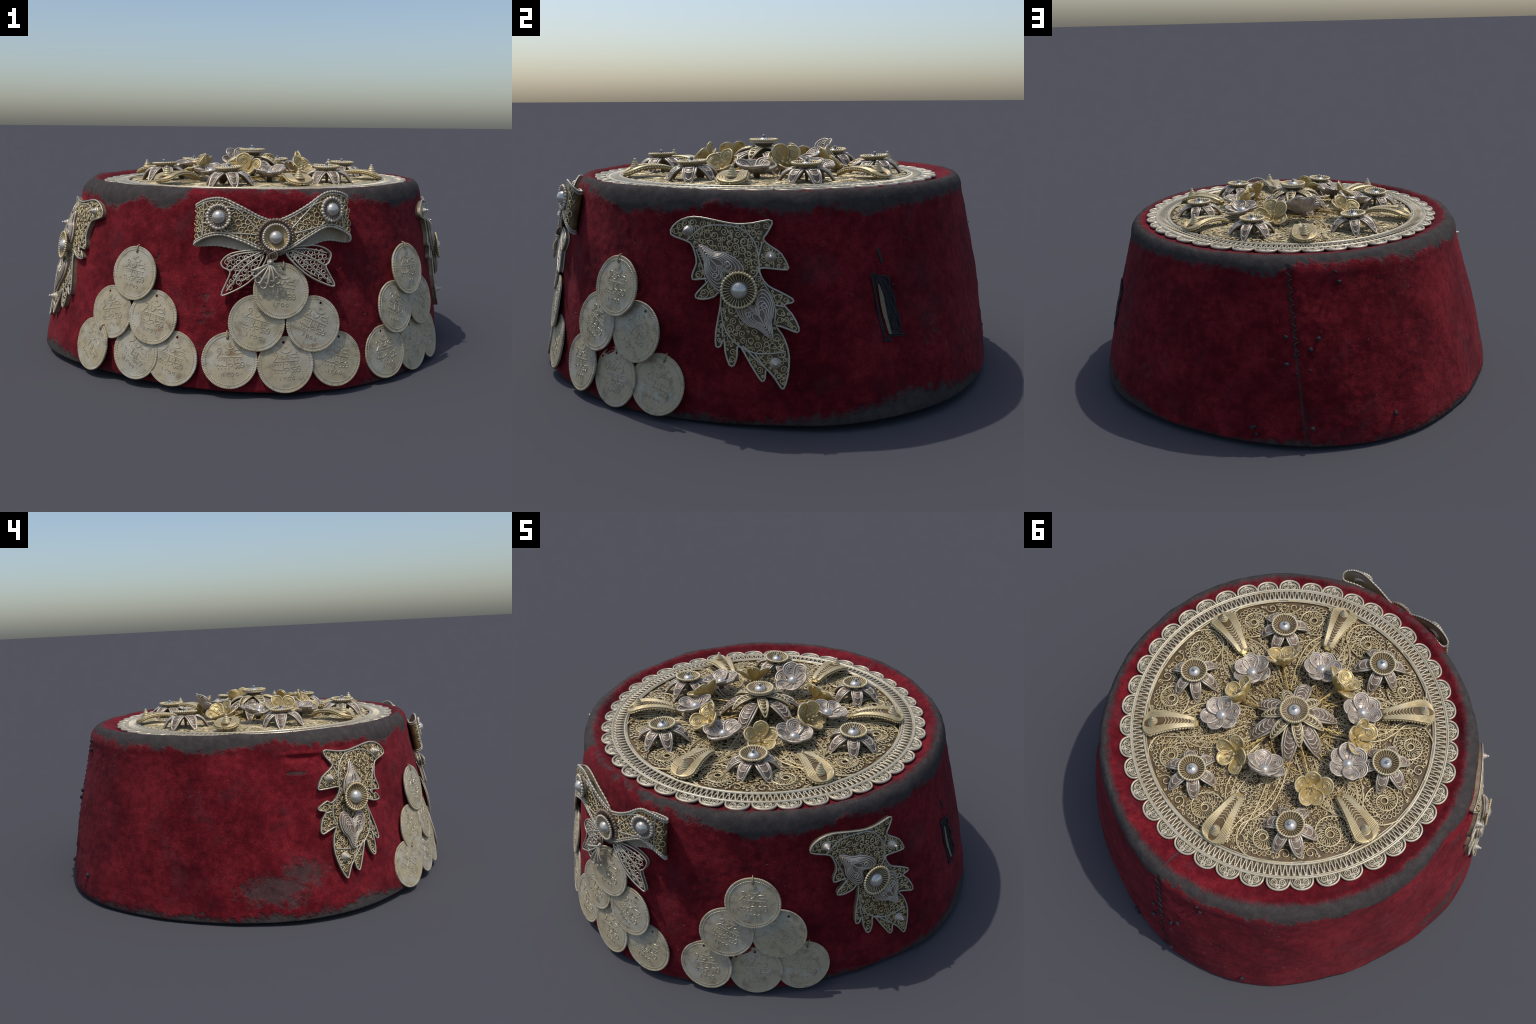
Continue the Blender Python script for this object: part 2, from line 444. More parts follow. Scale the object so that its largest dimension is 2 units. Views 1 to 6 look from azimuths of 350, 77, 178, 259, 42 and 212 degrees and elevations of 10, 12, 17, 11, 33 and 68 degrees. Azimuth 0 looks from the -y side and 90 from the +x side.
def build_cap():
    NA = 900
    az = np.arange(NA) / NA * 360.0
    a = np.radians(az)
    b, s, tp, zb = periodic(AZ_B, R_BASE, az), periodic(AZ_S, R_SHOULDER, az), periodic(AZ_S, R_TOP, az), periodic(AZ_S, Z_LIFT, az)
    rows = []                                   # (radius, height, relief weight)
    rows.append((b - .016, zb + .004, 0.2))
    rows.append((b - .008, zb - .001, 0.4))
    NS = 120
    for i in range(NS + 1):
        f = i / NS
        z = zb + (Z_SHOULDER - zb) * f
        rr = wall_radius(az, z)
        rr = rr - .006 * math.exp(-f * 40)
        rows.append((rr, z, 1.0))
    edge = rows[-1][0]
    for i in range(1, 15):                      # rounded shoulder
        q = i / 14 * PI / 2
        rows.append((edge + (tp - edge) * (1 - math.cos(q)), Z_SHOULDER + (Z_TOP - Z_SHOULDER) * math.sin(q) + 0 * az, 1.0))
    n_wall = len(rows) - 4
    # the crown dips from the rim to the edge of the medallion, then lies flat under it
    ux, uy = np.cos(a), np.sin(a)
    cu, cv = MED_C[0] * ux + MED_C[1] * uy, MED_C[0] * uy - MED_C[1] * ux
    med_edge = cu + np.sqrt(.733 ** 2 - cv ** 2)
    gap = tp - med_edge
    for f, z in ((.15, .8030), (.30, .8015), (.45, .7985), (.60, .7940), (.75, .7890), (.90, .7845), (1.05, .7810)):
        rows.append((tp - gap * f, z + MED_TILT * ux * .74 * f, .6))
    for r, z, w in ((.66, .775, .1), (.5, .774, 0), (.3, .774, 0), (.08, .774, 0)):
        rows.append((r + 0 * az, z + MED_TILT * ux * r, w))
    V = np.zeros((len(rows), NA, 3))
    for i, (r, z, w) in enumerate(rows):
        V[i, :, 0] = r * np.cos(a); V[i, :, 1] = r * np.sin(a); V[i, :, 2] = z
        if w > 0:
            for j in range(NA):
                p = V[i, j]
                n = noise.noise(Vector(p * 4.5)) * .006 + noise.noise(Vector(p * 13)) * .0030 + noise.noise(Vector(p * 34)) * .0016 + noise.noise(Vector(p * 90)) * .0010
                n *= w
                if i < 3:
                    n *= 0.6
                top = i > NS + 8
                # seam down the back: a narrow furrow
                if not top:
                    sa = 84.2 + 4.3 * (1 - z[j] / .74)
                    d = (az[j] - sa) / 0.55
                    n -= .006 * math.exp(-d * d)
                    d2 = (az[j] - sa - 2.0) / 1.8
                    n += .004 * math.exp(-d2 * d2)
                    V[i, j, 0] += n * math.cos(a[j]); V[i, j, 1] += n * math.sin(a[j])
                else:
                    V[i, j, 2] += n; V[i, j, 0] += .5 * n * math.cos(a[j]); V[i, j, 1] += .5 * n * math.sin(a[j])
    nr = len(rows)
    full = Builder(); full.grid(V, False, True, flip=True)
    full.add([[0, 0, .774]], [], 0)
    last = (nr - 1) * NA
    full.f += [(last + j, last + (j + 1) % NA, nr * NA) for j in range(NA)]
    full.m += [0] * NA
    me = full.mesh("whole", [VELVET])
    nrm = np.zeros(len(me.vertices) * 3)
    me.vertices.foreach_get("normal", nrm)
    nrm = nrm.reshape(-1, 3)
    verts = np.concatenate(full.v)
    for name, sel in (("wall", lambda q: max(q) < n_wall * NA), ("crown", lambda q: max(q) >= n_wall * NA)):
        F = [q for q in full.f if sel(q)]
        used = sorted({i for q in F for i in q})
        idx = {v: k for k, v in enumerate(used)}
        m2 = bpy.data.meshes.new(name)
        m2.from_pydata(verts[used].tolist(), [], [tuple(idx[i] for i in q) for q in F])
        m2.materials.append(VELVET)
        m2.polygons.foreach_set("use_smooth", [True] * len(F))
        m2.normals_split_custom_set_from_vertices(nrm[used].tolist())
        obj(name, m2, root)
    bpy.data.meshes.remove(me)
    # lining inside
    L = Builder()
    P = []
    for r, z in ((b - .016, zb + .004), (b - .024, zb + .012), (b * .55 + s * .45 - .03, zb * 0 + .32), (s - .035, zb * 0 + .68), (tp - .05, zb * 0 + .765), (tp * .5, zb * 0 + .77), (tp * .02, zb * 0 + .77)):
        P.append(np.stack([r * np.cos(a), r * np.sin(a), z], -1)[::6])
    L.grid(np.array(P), False, True)
    obj("lining", L.mesh("lining", [LINING]), root)


build_cap()

# ------------------------------------------------------------------ wire vocabulary
def ring(c, r, n=10):
    t = np.arange(n) / n * TAU
    return np.stack([c[0] + r * np.cos(t), c[1] + r * np.sin(t)], -1)


def spiral(c, r0, r1, a0, turns, n=28):
    t = np.linspace(0, 1, n)
    r = r0 + (r1 - r0) * t ** 0.8
    a = a0 + turns * TAU * t
    return np.stack([c[0] + r * np.cos(a), c[1] + r * np.sin(a)], -1)


def pack(r_, tries, size, ok, box):
    """circles of mixed sizes that do not overlap; ok(x, y) gives the free radius there"""
    C = np.zeros((0, 3))
    for big in (1.0, .7, .4, .1, .1):
        for _ in range(tries):
            x, y = r_.uniform(box[0], box[1]), r_.uniform(box[2], box[3])
            room = ok(x, y)
            if room < size[0]:
                continue
            if len(C):
                room = min(room, float((np.hypot(C[:, 0] - x, C[:, 1] - y) - C[:, 2]).min()))
            want = size[0] + (size[1] - size[0]) * big * r_.uniform(.75, 1)
            if room < size[0] or room < want * .7:
                continue
            C = np.vstack([C, (x, y, min(room, want))])
    return C


def scroll_motif(r_, x, y, r, flow):
    """one coil of filigree inside a circle: list of (points, closed)"""
    k = r_.random()
    out = []
    if k < .35:
        out.append((ring((x, y), r * .86, 11), True))
        if r > .009:
            out.append((ring((x + .3 * r * math.cos(flow), y + .3 * r * math.sin(flow)), r * .42, 8), True))
    elif k < .75:
        sg = r_.choice((-1, 1))
        out.append((spiral((x, y), r * .95, r * .22, flow, 1.5 * sg, 17), False))
    else:
        q = np.arange(12) / 12 * TAU
        px, py = r * .95 * np.cos(q), r * .6 * np.sin(q) * (1.1 - .5 * np.cos(q))
        out.append((np.stack([x + px * math.cos(flow) - py * math.sin(flow), y + px * math.sin(flow) + py * math.cos(flow)], -1), True))
        out.append((ring((x + .4 * r * math.cos(flow), y + .4 * r * math.sin(flow)), r * .3, 7), True))
    return out


def lift(p, f):
    return np.array([f(x, y) for x, y in p])


def fluted_dish(B, r, depth, flutes, mat_in, mat_rim, z0=0.0, beads=34, rim=0.006):
    """shallow fluted cup with a beaded rim"""
    prof = [(r * .02, z0), (r * .3, z0), (r * .62, z0 + depth * .35), (r * .85, z0 + depth * .75), (r, z0 + depth)]
    B.revolve([(x, y - rim * .9) for x, y in prof], 36, mat_rim)
    seg = flutes * 6
    t = np.arange(seg) / seg * TAU
    P = []
    for k, (x, y) in enumerate(catmull(prof, 3, False)):
        amp = .0035 * smoothstep(.35, .6, np.array(x / r))
        P.append(np.stack([x * np.cos(t), x * np.sin(t), y + amp * np.cos(flutes * t) + 0 * t], -1))
    B.grid(np.array(P), False, True, mat_in)
    C = catmull(prof, 3, False)[5:]
    for k in range(flutes):
        a = (k + .5) / flutes * TAU
        B.tube(np.stack([C[:, 0] * math.cos(a), C[:, 0] * math.sin(a), C[:, 1] + .0025], -1), r * .034 * (.55 + .45 * C[:, 0] / r), False, 4, mat=mat_rim)
    tt = np.arange(beads * 4) / (beads * 4) * TAU
    B.tube(np.stack([r * np.cos(tt), r * np.sin(tt), z0 + depth + 0 * tt], -1), rim * (.78 + .30 * np.cos(beads * tt)), True, 6, mat=mat_rim)


def dome(B, r, h, z0, mat=0, seg=24):
    B.revolve([(r * 1.08, z0 - .001), (r, z0 + .002)] + [(r * math.cos(q), z0 + .002 + h * math.sin(q)) for q in np.linspace(.1, PI / 2 - .02, 10)] + [(.0001, z0 + .002 + h)], seg, mat)


def cone_stud(B, c, r, h, mat=0, coils=4, mat_tip=None, up=None):
    """stepped cone of coiled wire with a ball on top"""
    M = Matrix.Translation(c) if up is None else up
    prof = [(r * 1.12, 0)]
    for k in range(coils):
        f = k / coils
        rr = r * (1 - .72 * f)
        z = h * .72 * f
        for q in (-1.2, -.5, .2, .9):
            prof.append((rr * (.9 + .12 * math.cos(q)), z + h * .09 * (1 + math.sin(q))))
    prof.append((.0001, h * .80))
    B.revolve(prof, 20, mat, mod=lambda i, t: 1 + .03 * np.cos(20 * t), M=M)
    tb = [(.0001 + r * .30 * math.cos(q), h * .84 + r * .30 * math.sin(q)) for q in np.linspace(-1.3, 1.5, 7)] + [(.0001, h * .84 + r * .3)]
    B.revolve(tb, 14, mat if mat_tip is None else mat_tip, M=M)


# ------------------------------------------------------------------ medallion
med_z = lambda rho: Z_MED + .003 * (1 - (rho / .7) ** 2)
on_med = lambda h: (lambda x, y: (x, y, med_z(math.hypot(x, y)) + h))
MED_M = Matrix.Translation((MED_C[0], MED_C[1], Z_MED)) @ Matrix.Rotation(-MED_TILT, 4, "Y") @ Matrix.Translation((0, 0, -Z_MED))
RO, RI, RS = 0.686, 0.629, 0.733

B = Builder()
t = np.arange(240) / 240 * TAU
B.grid(np.array([np.stack([r * np.cos(t), r * np.sin(t), 0 * t + z], -1) for r, z in
                 [(RO, Z_MED - .004), (RO, Z_MED + .001)] + [(q, med_z(q)) for q in (.66, .62, .5, .4, .3, .2, .1)] + [(.001, med_z(0))]]), False, True, flip=True)
medallion = obj("medallion", B.mesh("medallion", [GILT_DARK]), root, MED_M)
sharpen(medallion.data)

# border: flat wires and the zigzag between them
B = Builder()
tt = np.arange(360) / 360 * TAU
for r, w, h in ((RO - .001, .0052, .006), (RO - .008, .0030, .005), (RI, .0058, .007), (RI - .009, .0030, .006)):
    B.tube(np.stack([r * np.cos(tt), r * np.sin(tt), 0 * tt + med_z(r) + h], -1), w, True, 6, flat=1.2)
NZ = 176
q = np.arange(NZ * 10) / (NZ * 10) * TAU
w = np.sin(q * NZ)
rr = (RO + RI) / 2 - .003 + .0215 * np.sign(w) * np.abs(w) ** .75
B.tube(np.stack([rr * np.cos(q), rr * np.sin(q), 0 * q + med_z(.66) + .006 + .002 * np.cos(q * NZ)], -1), .0030, True, 5)
for k in range(NZ):
    a = (k + .25) / NZ * TAU
    for r0, da in ((RO - .016, 0), (RI + .012, .5)):
        a2 = a + da / NZ * TAU
        B.tube([(*p, med_z(.66) + .004) for p in ring((r0 * math.cos(a2), r0 * math.sin(a2)), .0062, 7)], .0022, True, 4)
border = obj("border_band", B.mesh("border_band", [BORDER]), medallion)

# scallops
NSC = 43
B = Builder()
ang = np.linspace(-PI * .5, PI * .5, 15)
half = RO * PI / NSC * .93
arch = np.stack([RO + (RS - RO) * np.cos(ang) ** .7, half * np.sin(ang)], -1)
B.tube([(x, y, Z_MED + .005) for x, y in arch], .0048, False, 6, flat=1.3)
B.tube([(RO + (x - RO) * .80, y * .80, Z_MED + .004) for x, y in arch], .0022, False, 4)
plate = [(x, y, Z_MED + .001) for x, y in arch]
n = len(plate)
B.add(plate + [(x, y, Z_MED - .004) for x, y in arch], [tuple(range(n)), tuple(reversed(range(n, 2 * n)))] + [(i + 1, i, n + i, n + i + 1) for i in range(n - 1)], 1)
for c, r in (((RO + .016, .0165), .0125), ((RO + .016, -.0165), .0125), ((RO + .033, 0), .0085)):
    B.tube([(*p, Z_MED + .004) for p in ring(c, r, 12)], .0030, True, 5)
    B.tube([(*p, Z_MED + .004) for p in ring(c, r * .5, 8)], .0022, True, 4)
scallop_mesh = B.mesh("scallop", [BORDER, BORDER_GROUND])
for k in range(NSC):
    a = (k + .3) / NSC * TAU
    s = 1 + rng.uniform(-.012, .012)
    M = Matrix.Rotation(a + rng.uniform(-.006, .006), 4, 'Z') @ Matrix.Rotation(rng.uniform(-.01, .03), 4, 'Y') @ Matrix.Diagonal((1, s, 1, 1))
    M = M @ Matrix.Translation((0, 0, 0))
    o = obj("scallop", scallop_mesh, medallion, Matrix.Rotation(a + rng.uniform(-.006, .006), 4, 'Z') @ Matrix.Diagonal((1 + rng.uniform(-.006, .004), s, 1, 1)))

# filigree of the field: six sectors, each a pair of scrolls, with feathered fronds between
B = Builder()
FL_AX = 7.0         # azimuth of the first flower axis
taken = []          # discs already filled with scrolls


def med_tube(p, r, closed=False, h=.006, sides=5, mat=0):
    B.tube(lift(p, on_med(h)), r, closed, sides, mat=mat)


for k in range(6):
    ax = math.radians(FL_AX + 60 * k)
    ca, sa = math.cos(ax), math.sin(ax)
    W = lambda p: np.stack([np.asarray(p)[:, 0] * ca - np.asarray(p)[:, 1] * sa, np.asarray(p)[:, 0] * sa + np.asarray(p)[:, 1] * ca], -1)
    for sgn in (1, -1):
        c = (.510, .138 * sgn)
        # enclosing scroll and inner spiral
        sp = spiral((0, 0), .084, .016, 0, 1.45, 46)
        sp = np.stack([c[0] + sp[:, 0] * -.3 * 0 + np.hypot(sp[:, 0], sp[:, 1]) * np.cos(np.arctan2(sp[:, 1], sp[:, 0]) + 2.6),
                       c[1] + sgn * np.hypot(sp[:, 0], sp[:, 1]) * np.sin(np.arctan2(sp[:, 1], sp[:, 0]) + 2.6)], -1)
        med_tube(W(sp), .0036, h=.008)
        med_tube(W(ring(c, .015, 12)), .0032, True, .008)
        for j in range(22):
            a = j / 22 * TAU
            r0, r1 = .017, .070
            s = np.linspace(0, 1, 6)
            aa = a + sgn * .55 * s ** 1.5
            r = r0 + (r1 - .010 - r0) * s
            med_tube(W(np.stack([c[0] + r * np.cos(aa), c[1] + r * np.sin(aa)], -1)), .0021, h=.005, sides=4)
            e = a + sgn * .55
            med_tube(W(ring((c[0] + r1 * math.cos(e), c[1] + r1 * math.sin(e)), .0088, 9)), .0022, True, .006, 4)
        for j in range(11):
            e = (j + .5) / 11 * TAU
            med_tube(W(ring((c[0] + .043 * math.cos(e), c[1] + .043 * math.sin(e)), .0062, 8)), .0020, True, .006, 4)
        taken.append((*W([c])[0], .088))
        # long stem curves sweeping from the centre round the scroll
        st = catmull([(.16, .012 * sgn), (.28, .045 * sgn), (.38, .10 * sgn), (.425, .165 * sgn), (.455, .225 * sgn), (.53, .245 * sgn), (.595, .190 * sgn), (.615, .10 * sgn), (.622, .02 * sgn)], 6, False)
        med_tube(W(st), .0040, h=.008)
        st2 = catmull([(.18, .03 * sgn), (.30, .075 * sgn), (.39, .15 * sgn), (.42, .21 * sgn), (.47, .262 * sgn), (.53, .285 * sgn)], 6, False)
        med_tube(W(st2), .0032, h=.007)
        hook = spiral((.585, .052 * sgn), .028, .006, (1.2 if sgn > 0 else -1.2), 1.2 * sgn, 22)
        med_tube(W(hook), .0026, h=.007)
        taken.append((*W([(.585, .052 * sgn)])[0], .026))
    # feathered frond on the leaf axis, beside each leaf ornament
    lx = ax + PI / 6
    cl, sl = math.cos(lx), math.sin(lx)
    WL = lambda p: np.stack([np.asarray(p)[:, 0] * cl - np.asarray(p)[:, 1] * sl, np.asarray(p)[:, 0] * sl + np.asarray(p)[:, 1] * cl], -1)
    for sgn in (1, -1):
        med_tube(WL(catmull([(.19, .006 * sgn), (.30, .040 * sgn), (.42, .052 * sgn), (.55, .045 * sgn)], 6, False)), .0034, h=.007)
        for j in range(13):
            x0 = .215 + j * .027
            yb = (.010 + .042 * min(1, (x0 - .19) / .18)) * sgn
            med_tube(WL(catmull([(x0, yb), (x0 + .014, yb + .020 * sgn), (x0 + .034, yb + .028 * sgn)], 4, False)), .0022, h=.005, sides=4)
            med_tube(WL(ring((x0 + .036, yb + .023 * sgn), .0072, 8)), .0021, True, .006, 4)
            med_tube(WL(catmull([(x0, yb), (x0 + .016, yb * .55), (x0 + .026, 0.001 * sgn)], 4, False)), .0021, h=.005, sides=4)
# coils of mixed sizes fill whatever is left
TK = np.array(taken)
free = lambda x, y: min(.612 - math.hypot(x, y), float((np.hypot(TK[:, 0] - x, TK[:, 1] - y) - TK[:, 2]).min()) + .004)
for x, y, r in pack(rng, 5200, (.0050, .0130), free, (-.62, .62, -.62, .62)):
    flow = math.atan2(y, x) + rng.choice((-.8, .8)) + rng.uniform(-.5, .5)
    for p, closed in scroll_motif(rng, x, y, r * 1.16, flow):
        B.tube(lift(p, on_med(.004 + rng.uniform(0, .002))), .0021, closed, 4)
filigree = obj("filigree", B.mesh("filigree", [GILT_PALE]), medallion)
filigree["kind"] = "stuff"
# scattered stalk wires and lint round the middle
B = Builder()
for k in range(34):
    a = rng.uniform(0, TAU)
    r0, r1 = rng.uniform(.05, .14), rng.uniform(.17, .27)
    da = rng.uniform(-1.1, 1.1)
    s = np.linspace(0, 1, 7)
    r = r0 + (r1 - r0) * s
    aa = a + da * s
    B.tube(np.stack([r * np.cos(aa), r * np.sin(aa), .797 + .014 * np.sin(PI * s) * rng.random() + 0 * s], -1), rng.uniform(.0014, .0030), False, 4)
stalks = obj("stalk_wires", B.mesh("stalk_wires", [GILT]), medallion)
stalks["kind"] = "stuff"


# ------------------------------------------------------------------ petals and flowers
def claw_petal(name, rho, zs, width, mat_body, mat_wire, rungs=5, thick=.007, wire=.0042, bow=.35):
    """a filigree petal: a curved trough with wire edges and cross arches. x is outward."""
    s = np.linspace(0, 1, 15)
    C = catmull(np.stack([rho, zs], -1), 6, False)
    d = np.r_[0, np.cumsum(np.hypot(*np.diff(C, axis=0).T))]
    cx, cz = np.interp(s * d[-1], d, C[:, 0]), np.interp(s * d[-1], d, C[:, 1])
    w = np.interp(s, np.linspace(0, 1, len(width)), width)
    tx, tz = np.gradient(cx), np.gradient(cz)
    ln = np.hypot(tx, tz); nx, nz = -tz / ln, tx / ln
    def S(si, t, h=0.0):
        f = lambda A: np.interp(si, s, A)
        k = h - bow * f(w) * t * t
        return np.stack([f(cx) + f(nx) * k, t * f(w) + 0 * f(cx), f(cz) + f(nz) * k], -1)
    Bp = Builder()
    ts = np.linspace(-1, 1, 7)
    top = np.array([S(s, t + 0 * s) for t in ts]).transpose(1, 0, 2)
    bot = np.array([S(s, t + 0 * s, -thick) for t in ts]).transpose(1, 0, 2)
    loop = np.concatenate([top, bot[:, ::-1]], 1)
    Bp.grid(loop, False, True, 0, flip=True)
    m = loop.shape[1]
    Bp.f += [tuple(range(m)), tuple(14 * m + i for i in reversed(range(m)))]
    Bp.m += [0, 0]
    edge = np.concatenate([S(s, -.93 + 0 * s, .001), S(s[::-1], .93 + 0 * s, .001)])
    Bp.tube(edge, wire, True, 5, mat=1)
    inner = np.concatenate([S(s[2:-2], -.62 + 0 * s[2:-2], .001), S(s[2:-2][::-1], .62 + 0 * s[2:-2], .001)])
    Bp.tube(inner, wire * .62, True, 4, mat=1)
    for k in range(rungs):
        s0 = .16 + .62 * k / max(rungs - 1, 1)
        u = np.linspace(-.6, .6, 7)
        Bp.tube(S(s0 + .07 * (1 - (u / .6) ** 2), u, .001), wire * .62, False, 4, mat=1)
    return Bp.mesh(name, [mat_body, mat_wire])


PETAL_STAR = claw_petal("claw_petal", [.014, .050, .084, .104, .116], [.048, .064, .050, .022, -.004], [.014, .020, .025, .023, .017, .005], SILVER_DARK, SILVER, 4)
PETAL_BIG = claw_petal("silver_petal", [.020, .080, .138, .174, .198], [.082, .096, .074, .034, -.002], [.018, .027, .034, .033, .023, .006], SILVER_DARK, SILVER, 7)
PETAL_GOLD = claw_petal("gilt_petal", [.020, .060, .095, .120, .136], [.112, .116, .108, .090, .066], [.013, .019, .023, .021, .015, .004], GILT_DARK, GILT_PALE, 6)

B = Builder()
fluted_dish(B, .055, .020, 28, 2, 0, .060, 34, .0058)
B.revolve([(.006, 0), (.007, .04), (.018, .052), (.030, .060)], 16, 1)
DISH = B.mesh("flower_dish", [GILT_PALE, SILVER_DARK, GILT_DARK])
B = Builder(); dome(B, .0265, .021, .062)
PEARL_ME = B.mesh("pearl", [PEARL])
B = Builder()
B.revolve([(.0055, 0), (.0055, .010)] + [(.0001 + .0078 * math.cos(q), .014 + .0062 * math.sin(q)) for q in np.linspace(-.9, 1.5, 7)] + [(.0001, .0202)], 12, 0, M=Matrix.Translation((0, 0, .079)))
SCAN_NUB_ME = B.mesh("scan_nub", [SCAN_NUB])  # nub shape copied from the scan's reflection artefact

STAR = [(.300, -.380, 101), (.490, .035, 12), (-.160, -.462, 33), (.228, .408, 70), (-.418, -.075, 44), (-.247, .378, 22)]
for k, (x, y, rot) in enumerate(STAR):
    tilt = Matrix.Rotation(rng.uniform(-.07, .07), 4, 'X') @ Matrix.Rotation(rng.uniform(-.07, .07), 4, 'Y')
    fl = obj("star_flower", DISH, root, Matrix.Translation((x, y, .791)) @ tilt)
    obj("pearl", PEARL_ME, fl)
    obj("scan_nub", SCAN_NUB_ME, fl, Matrix.Translation((rng.uniform(-.004, .004), rng.uniform(-.004, .004), 0)))
    for j in range(6):
        a = math.radians(rot + 60 * j + rng.uniform(-7, 7))
        sc = rng.uniform(.93, 1.05)
        obj("petal", PETAL_STAR, fl, Matrix.Rotation(a, 4, 'Z') @ Matrix.Diagonal((sc, sc * rng.uniform(.92, 1.1), 1, 1)))

# the large flower in the middle
B = Builder()
fluted_dish(B, .058, .014, 34, 2, 0, .130, 44, .0065)
B.tube([(.056 * math.cos(a), .056 * math.sin(a), .130 + .006) for a in tt[::4]], .0058, True, 6, mat=1)
B.revolve([(.012, 0), (.014, .06), (.03, .10), (.03, .115), (.045, .130)], 20, 2)
CENTRE = (.012, -.028)
cf = obj("middle_flower", B.mesh("middle_dish", [GILT_PALE, SILVER, SILVER_DARK]), root, Matrix.Translation((CENTRE[0], CENTRE[1], .791)))
obj("pearl", PEARL_ME, cf, Matrix.Translation((0, 0, .070)))
obj("scan_nub", SCAN_NUB_ME, cf, Matrix.Translation((0, 0, .068)))
# petal azimuths; the picture-plane angles of the top view turned into cap azimuths (offset -149)
img2az = lambda d: d + 149 + 2
for d in (7, 75, 154, 204, 264, 309):
    a = math.radians(-((-d)) + 211)
    obj("silver_petal", PETAL_BIG, cf, Matrix.Rotation(a, 4, 'Z') @ Matrix.Diagonal((rng.uniform(.94, 1.04), 1, 1, 1)))
for d in (37, 111, 180, 228, 283, 338):
    a = math.radians(d + 211)
    obj("gilt_petal", PETAL_GOLD, cf, Matrix.Rotation(a, 4, 'Z'))


def cup_petal(name, length, width, rise, mat_body, mat_wire, eyelet_disc, curl=0.0):
    """rounded petal of a small cup flower; x outward from the flower's eye"""
    Bp = Builder()
    s = np.linspace(0, 1, 11)
    w = width * np.array([.30, .44, .60, .76, .90, .98, 1.0, .97, .86, .66, .20])
    ts = np.linspace(-1, 1, 9)
    def S(si, t, h=0.0):
        ww = np.interp(si, s, w)
        z = rise * si ** 1.6 - curl * si ** 4 + .30 * ww * t * t + .0022 * np.sin(9 * si + 3 * t) * si
        return np.stack([.008 + (length - .008) * si + 0 * t, ww * t, z + h], -1)
    top = np.array([S(s, t + 0 * s) for t in ts]).transpose(1, 0, 2)
    bot = np.array([S(s, t + 0 * s, -.008) for t in ts]).transpose(1, 0, 2)
    loop = np.concatenate([top, bot[:, ::-1]], 1)
    Bp.grid(loop, False, True, 0, flip=True)
    m = loop.shape[1]
    Bp.f += [tuple(range(m)), tuple(10 * m + i for i in reversed(range(m)))]
    Bp.m += [0, 0]
    edge = np.concatenate([S(s[1:], -1 + 0 * s[1:]), S(s[1:][::-1], 1 + 0 * s[1:])])
    Bp.tube(edge, .0034, False, 5, mat=1)
    for rr in ((1.0, .62, .32) if eyelet_disc else (.75, .45)):
        q = np.arange(12) / 12 * TAU
        Bp.tube(S(.66 + .24 * rr * np.cos(q), .72 * rr * np.sin(q), .001), .0022, True, 4, mat=1)
    if eyelet_disc:
        q = np.arange(12) / 12 * TAU
        Bp.add(S(.66 + .24 * .30 * np.cos(q), .72 * .30 * np.sin(q), .0016), [tuple(range(12))], 2)  # dark disc stands in for an open hole in the petal
    return Bp.mesh(name, [mat_body, mat_wire, SILVER_DARK])


SILVER_PINK = metal("silver_bright", (0.60, 0.525, 0.465), (0.38, 0.315, 0.265), scale=30)
CUP_SILVER = cup_petal("cup_petal", .078, .0330, .028, SILVER_PINK, SILVER, True)
CUP_GILT = cup_petal("bell_petal", .072, .0300, .048, GILT, GILT_PALE, False, .012)
B = Builder(); dome(B, .0235, .020, .004)
B.revolve([(.0001, -.030), (.012, -.028), (.014, -.004), (.022, .002)], 14, 1)
EYE = B.mesh("flower_eye", [PEARL, SILVER_DARK])
B = Builder()
for k in range(5):
    a = k / 5 * TAU
    s = np.linspace(0, 1, 6)
    B.tube(np.stack([.016 * s * math.cos(a), .016 * s * math.sin(a), .004 + .036 * s], -1), .0018, False, 4)
    cone_stud(B, (.016 * math.cos(a), .016 * math.sin(a), .036), .0050, .008, 0, 2)
B.revolve([(.0001, -.022), (.008, -.018), (.012, -.004), (.014, .004), (.0001, .006)], 14, 1)
STAMEN = B.mesh("stamens", [GILT_PALE, GILT])


def face(x, y, z, tilt, toward):
    """matrix at a point whose z axis leans by tilt (degrees) toward an azimuth (degrees)"""
    a, t_ = math.radians(toward), math.radians(tilt)
    ax = Vector((-math.sin(a), math.cos(a), 0))
    return Matrix.Translation((x, y, z)) @ Matrix.Rotation(t_, 4, ax)


SILVER_FL = [(.292, -.120, .822, 8, -20), (.048, -.303, .824, 8, -86), (.277, .128, .832, 10, 30), (-.212, -.221, .832, 12, -140),
             (-.020, .240, .856, 32, -80), (-.288, .017, .842, 10, 173)]
for k, (x, y, z, tl, tw) in enumerate(SILVER_FL):
    M = face(x, y, z, tl, tw)
    fl = obj("silver_blossom", EYE, root, M)
    r0 = rng.uniform(0, 60)
    for j in range(6):
        a = math.radians(r0 + 60 * j + rng.uniform(-4, 4))
        obj("petal", CUP_SILVER, fl, Matrix.Rotation(a, 4, 'Z') @ Matrix.Rotation(rng.uniform(-.16, .12), 4, 'Y') @ Matrix.Rotation(rng.uniform(-.12, .12), 4, 'X') @ Matrix.Scale(rng.uniform(1.0, 1.12), 4))
GILT_FL = [(.206, -.238, .828, 42, -49), (-.062, -.268, .836, 40, -115), (.252, .010, .838, 42, -5), (-.250, -.108, .838, 38, -164),
           (.128, .235, .826, 46, 75), (-.218, .182, .826, 34, 130)]
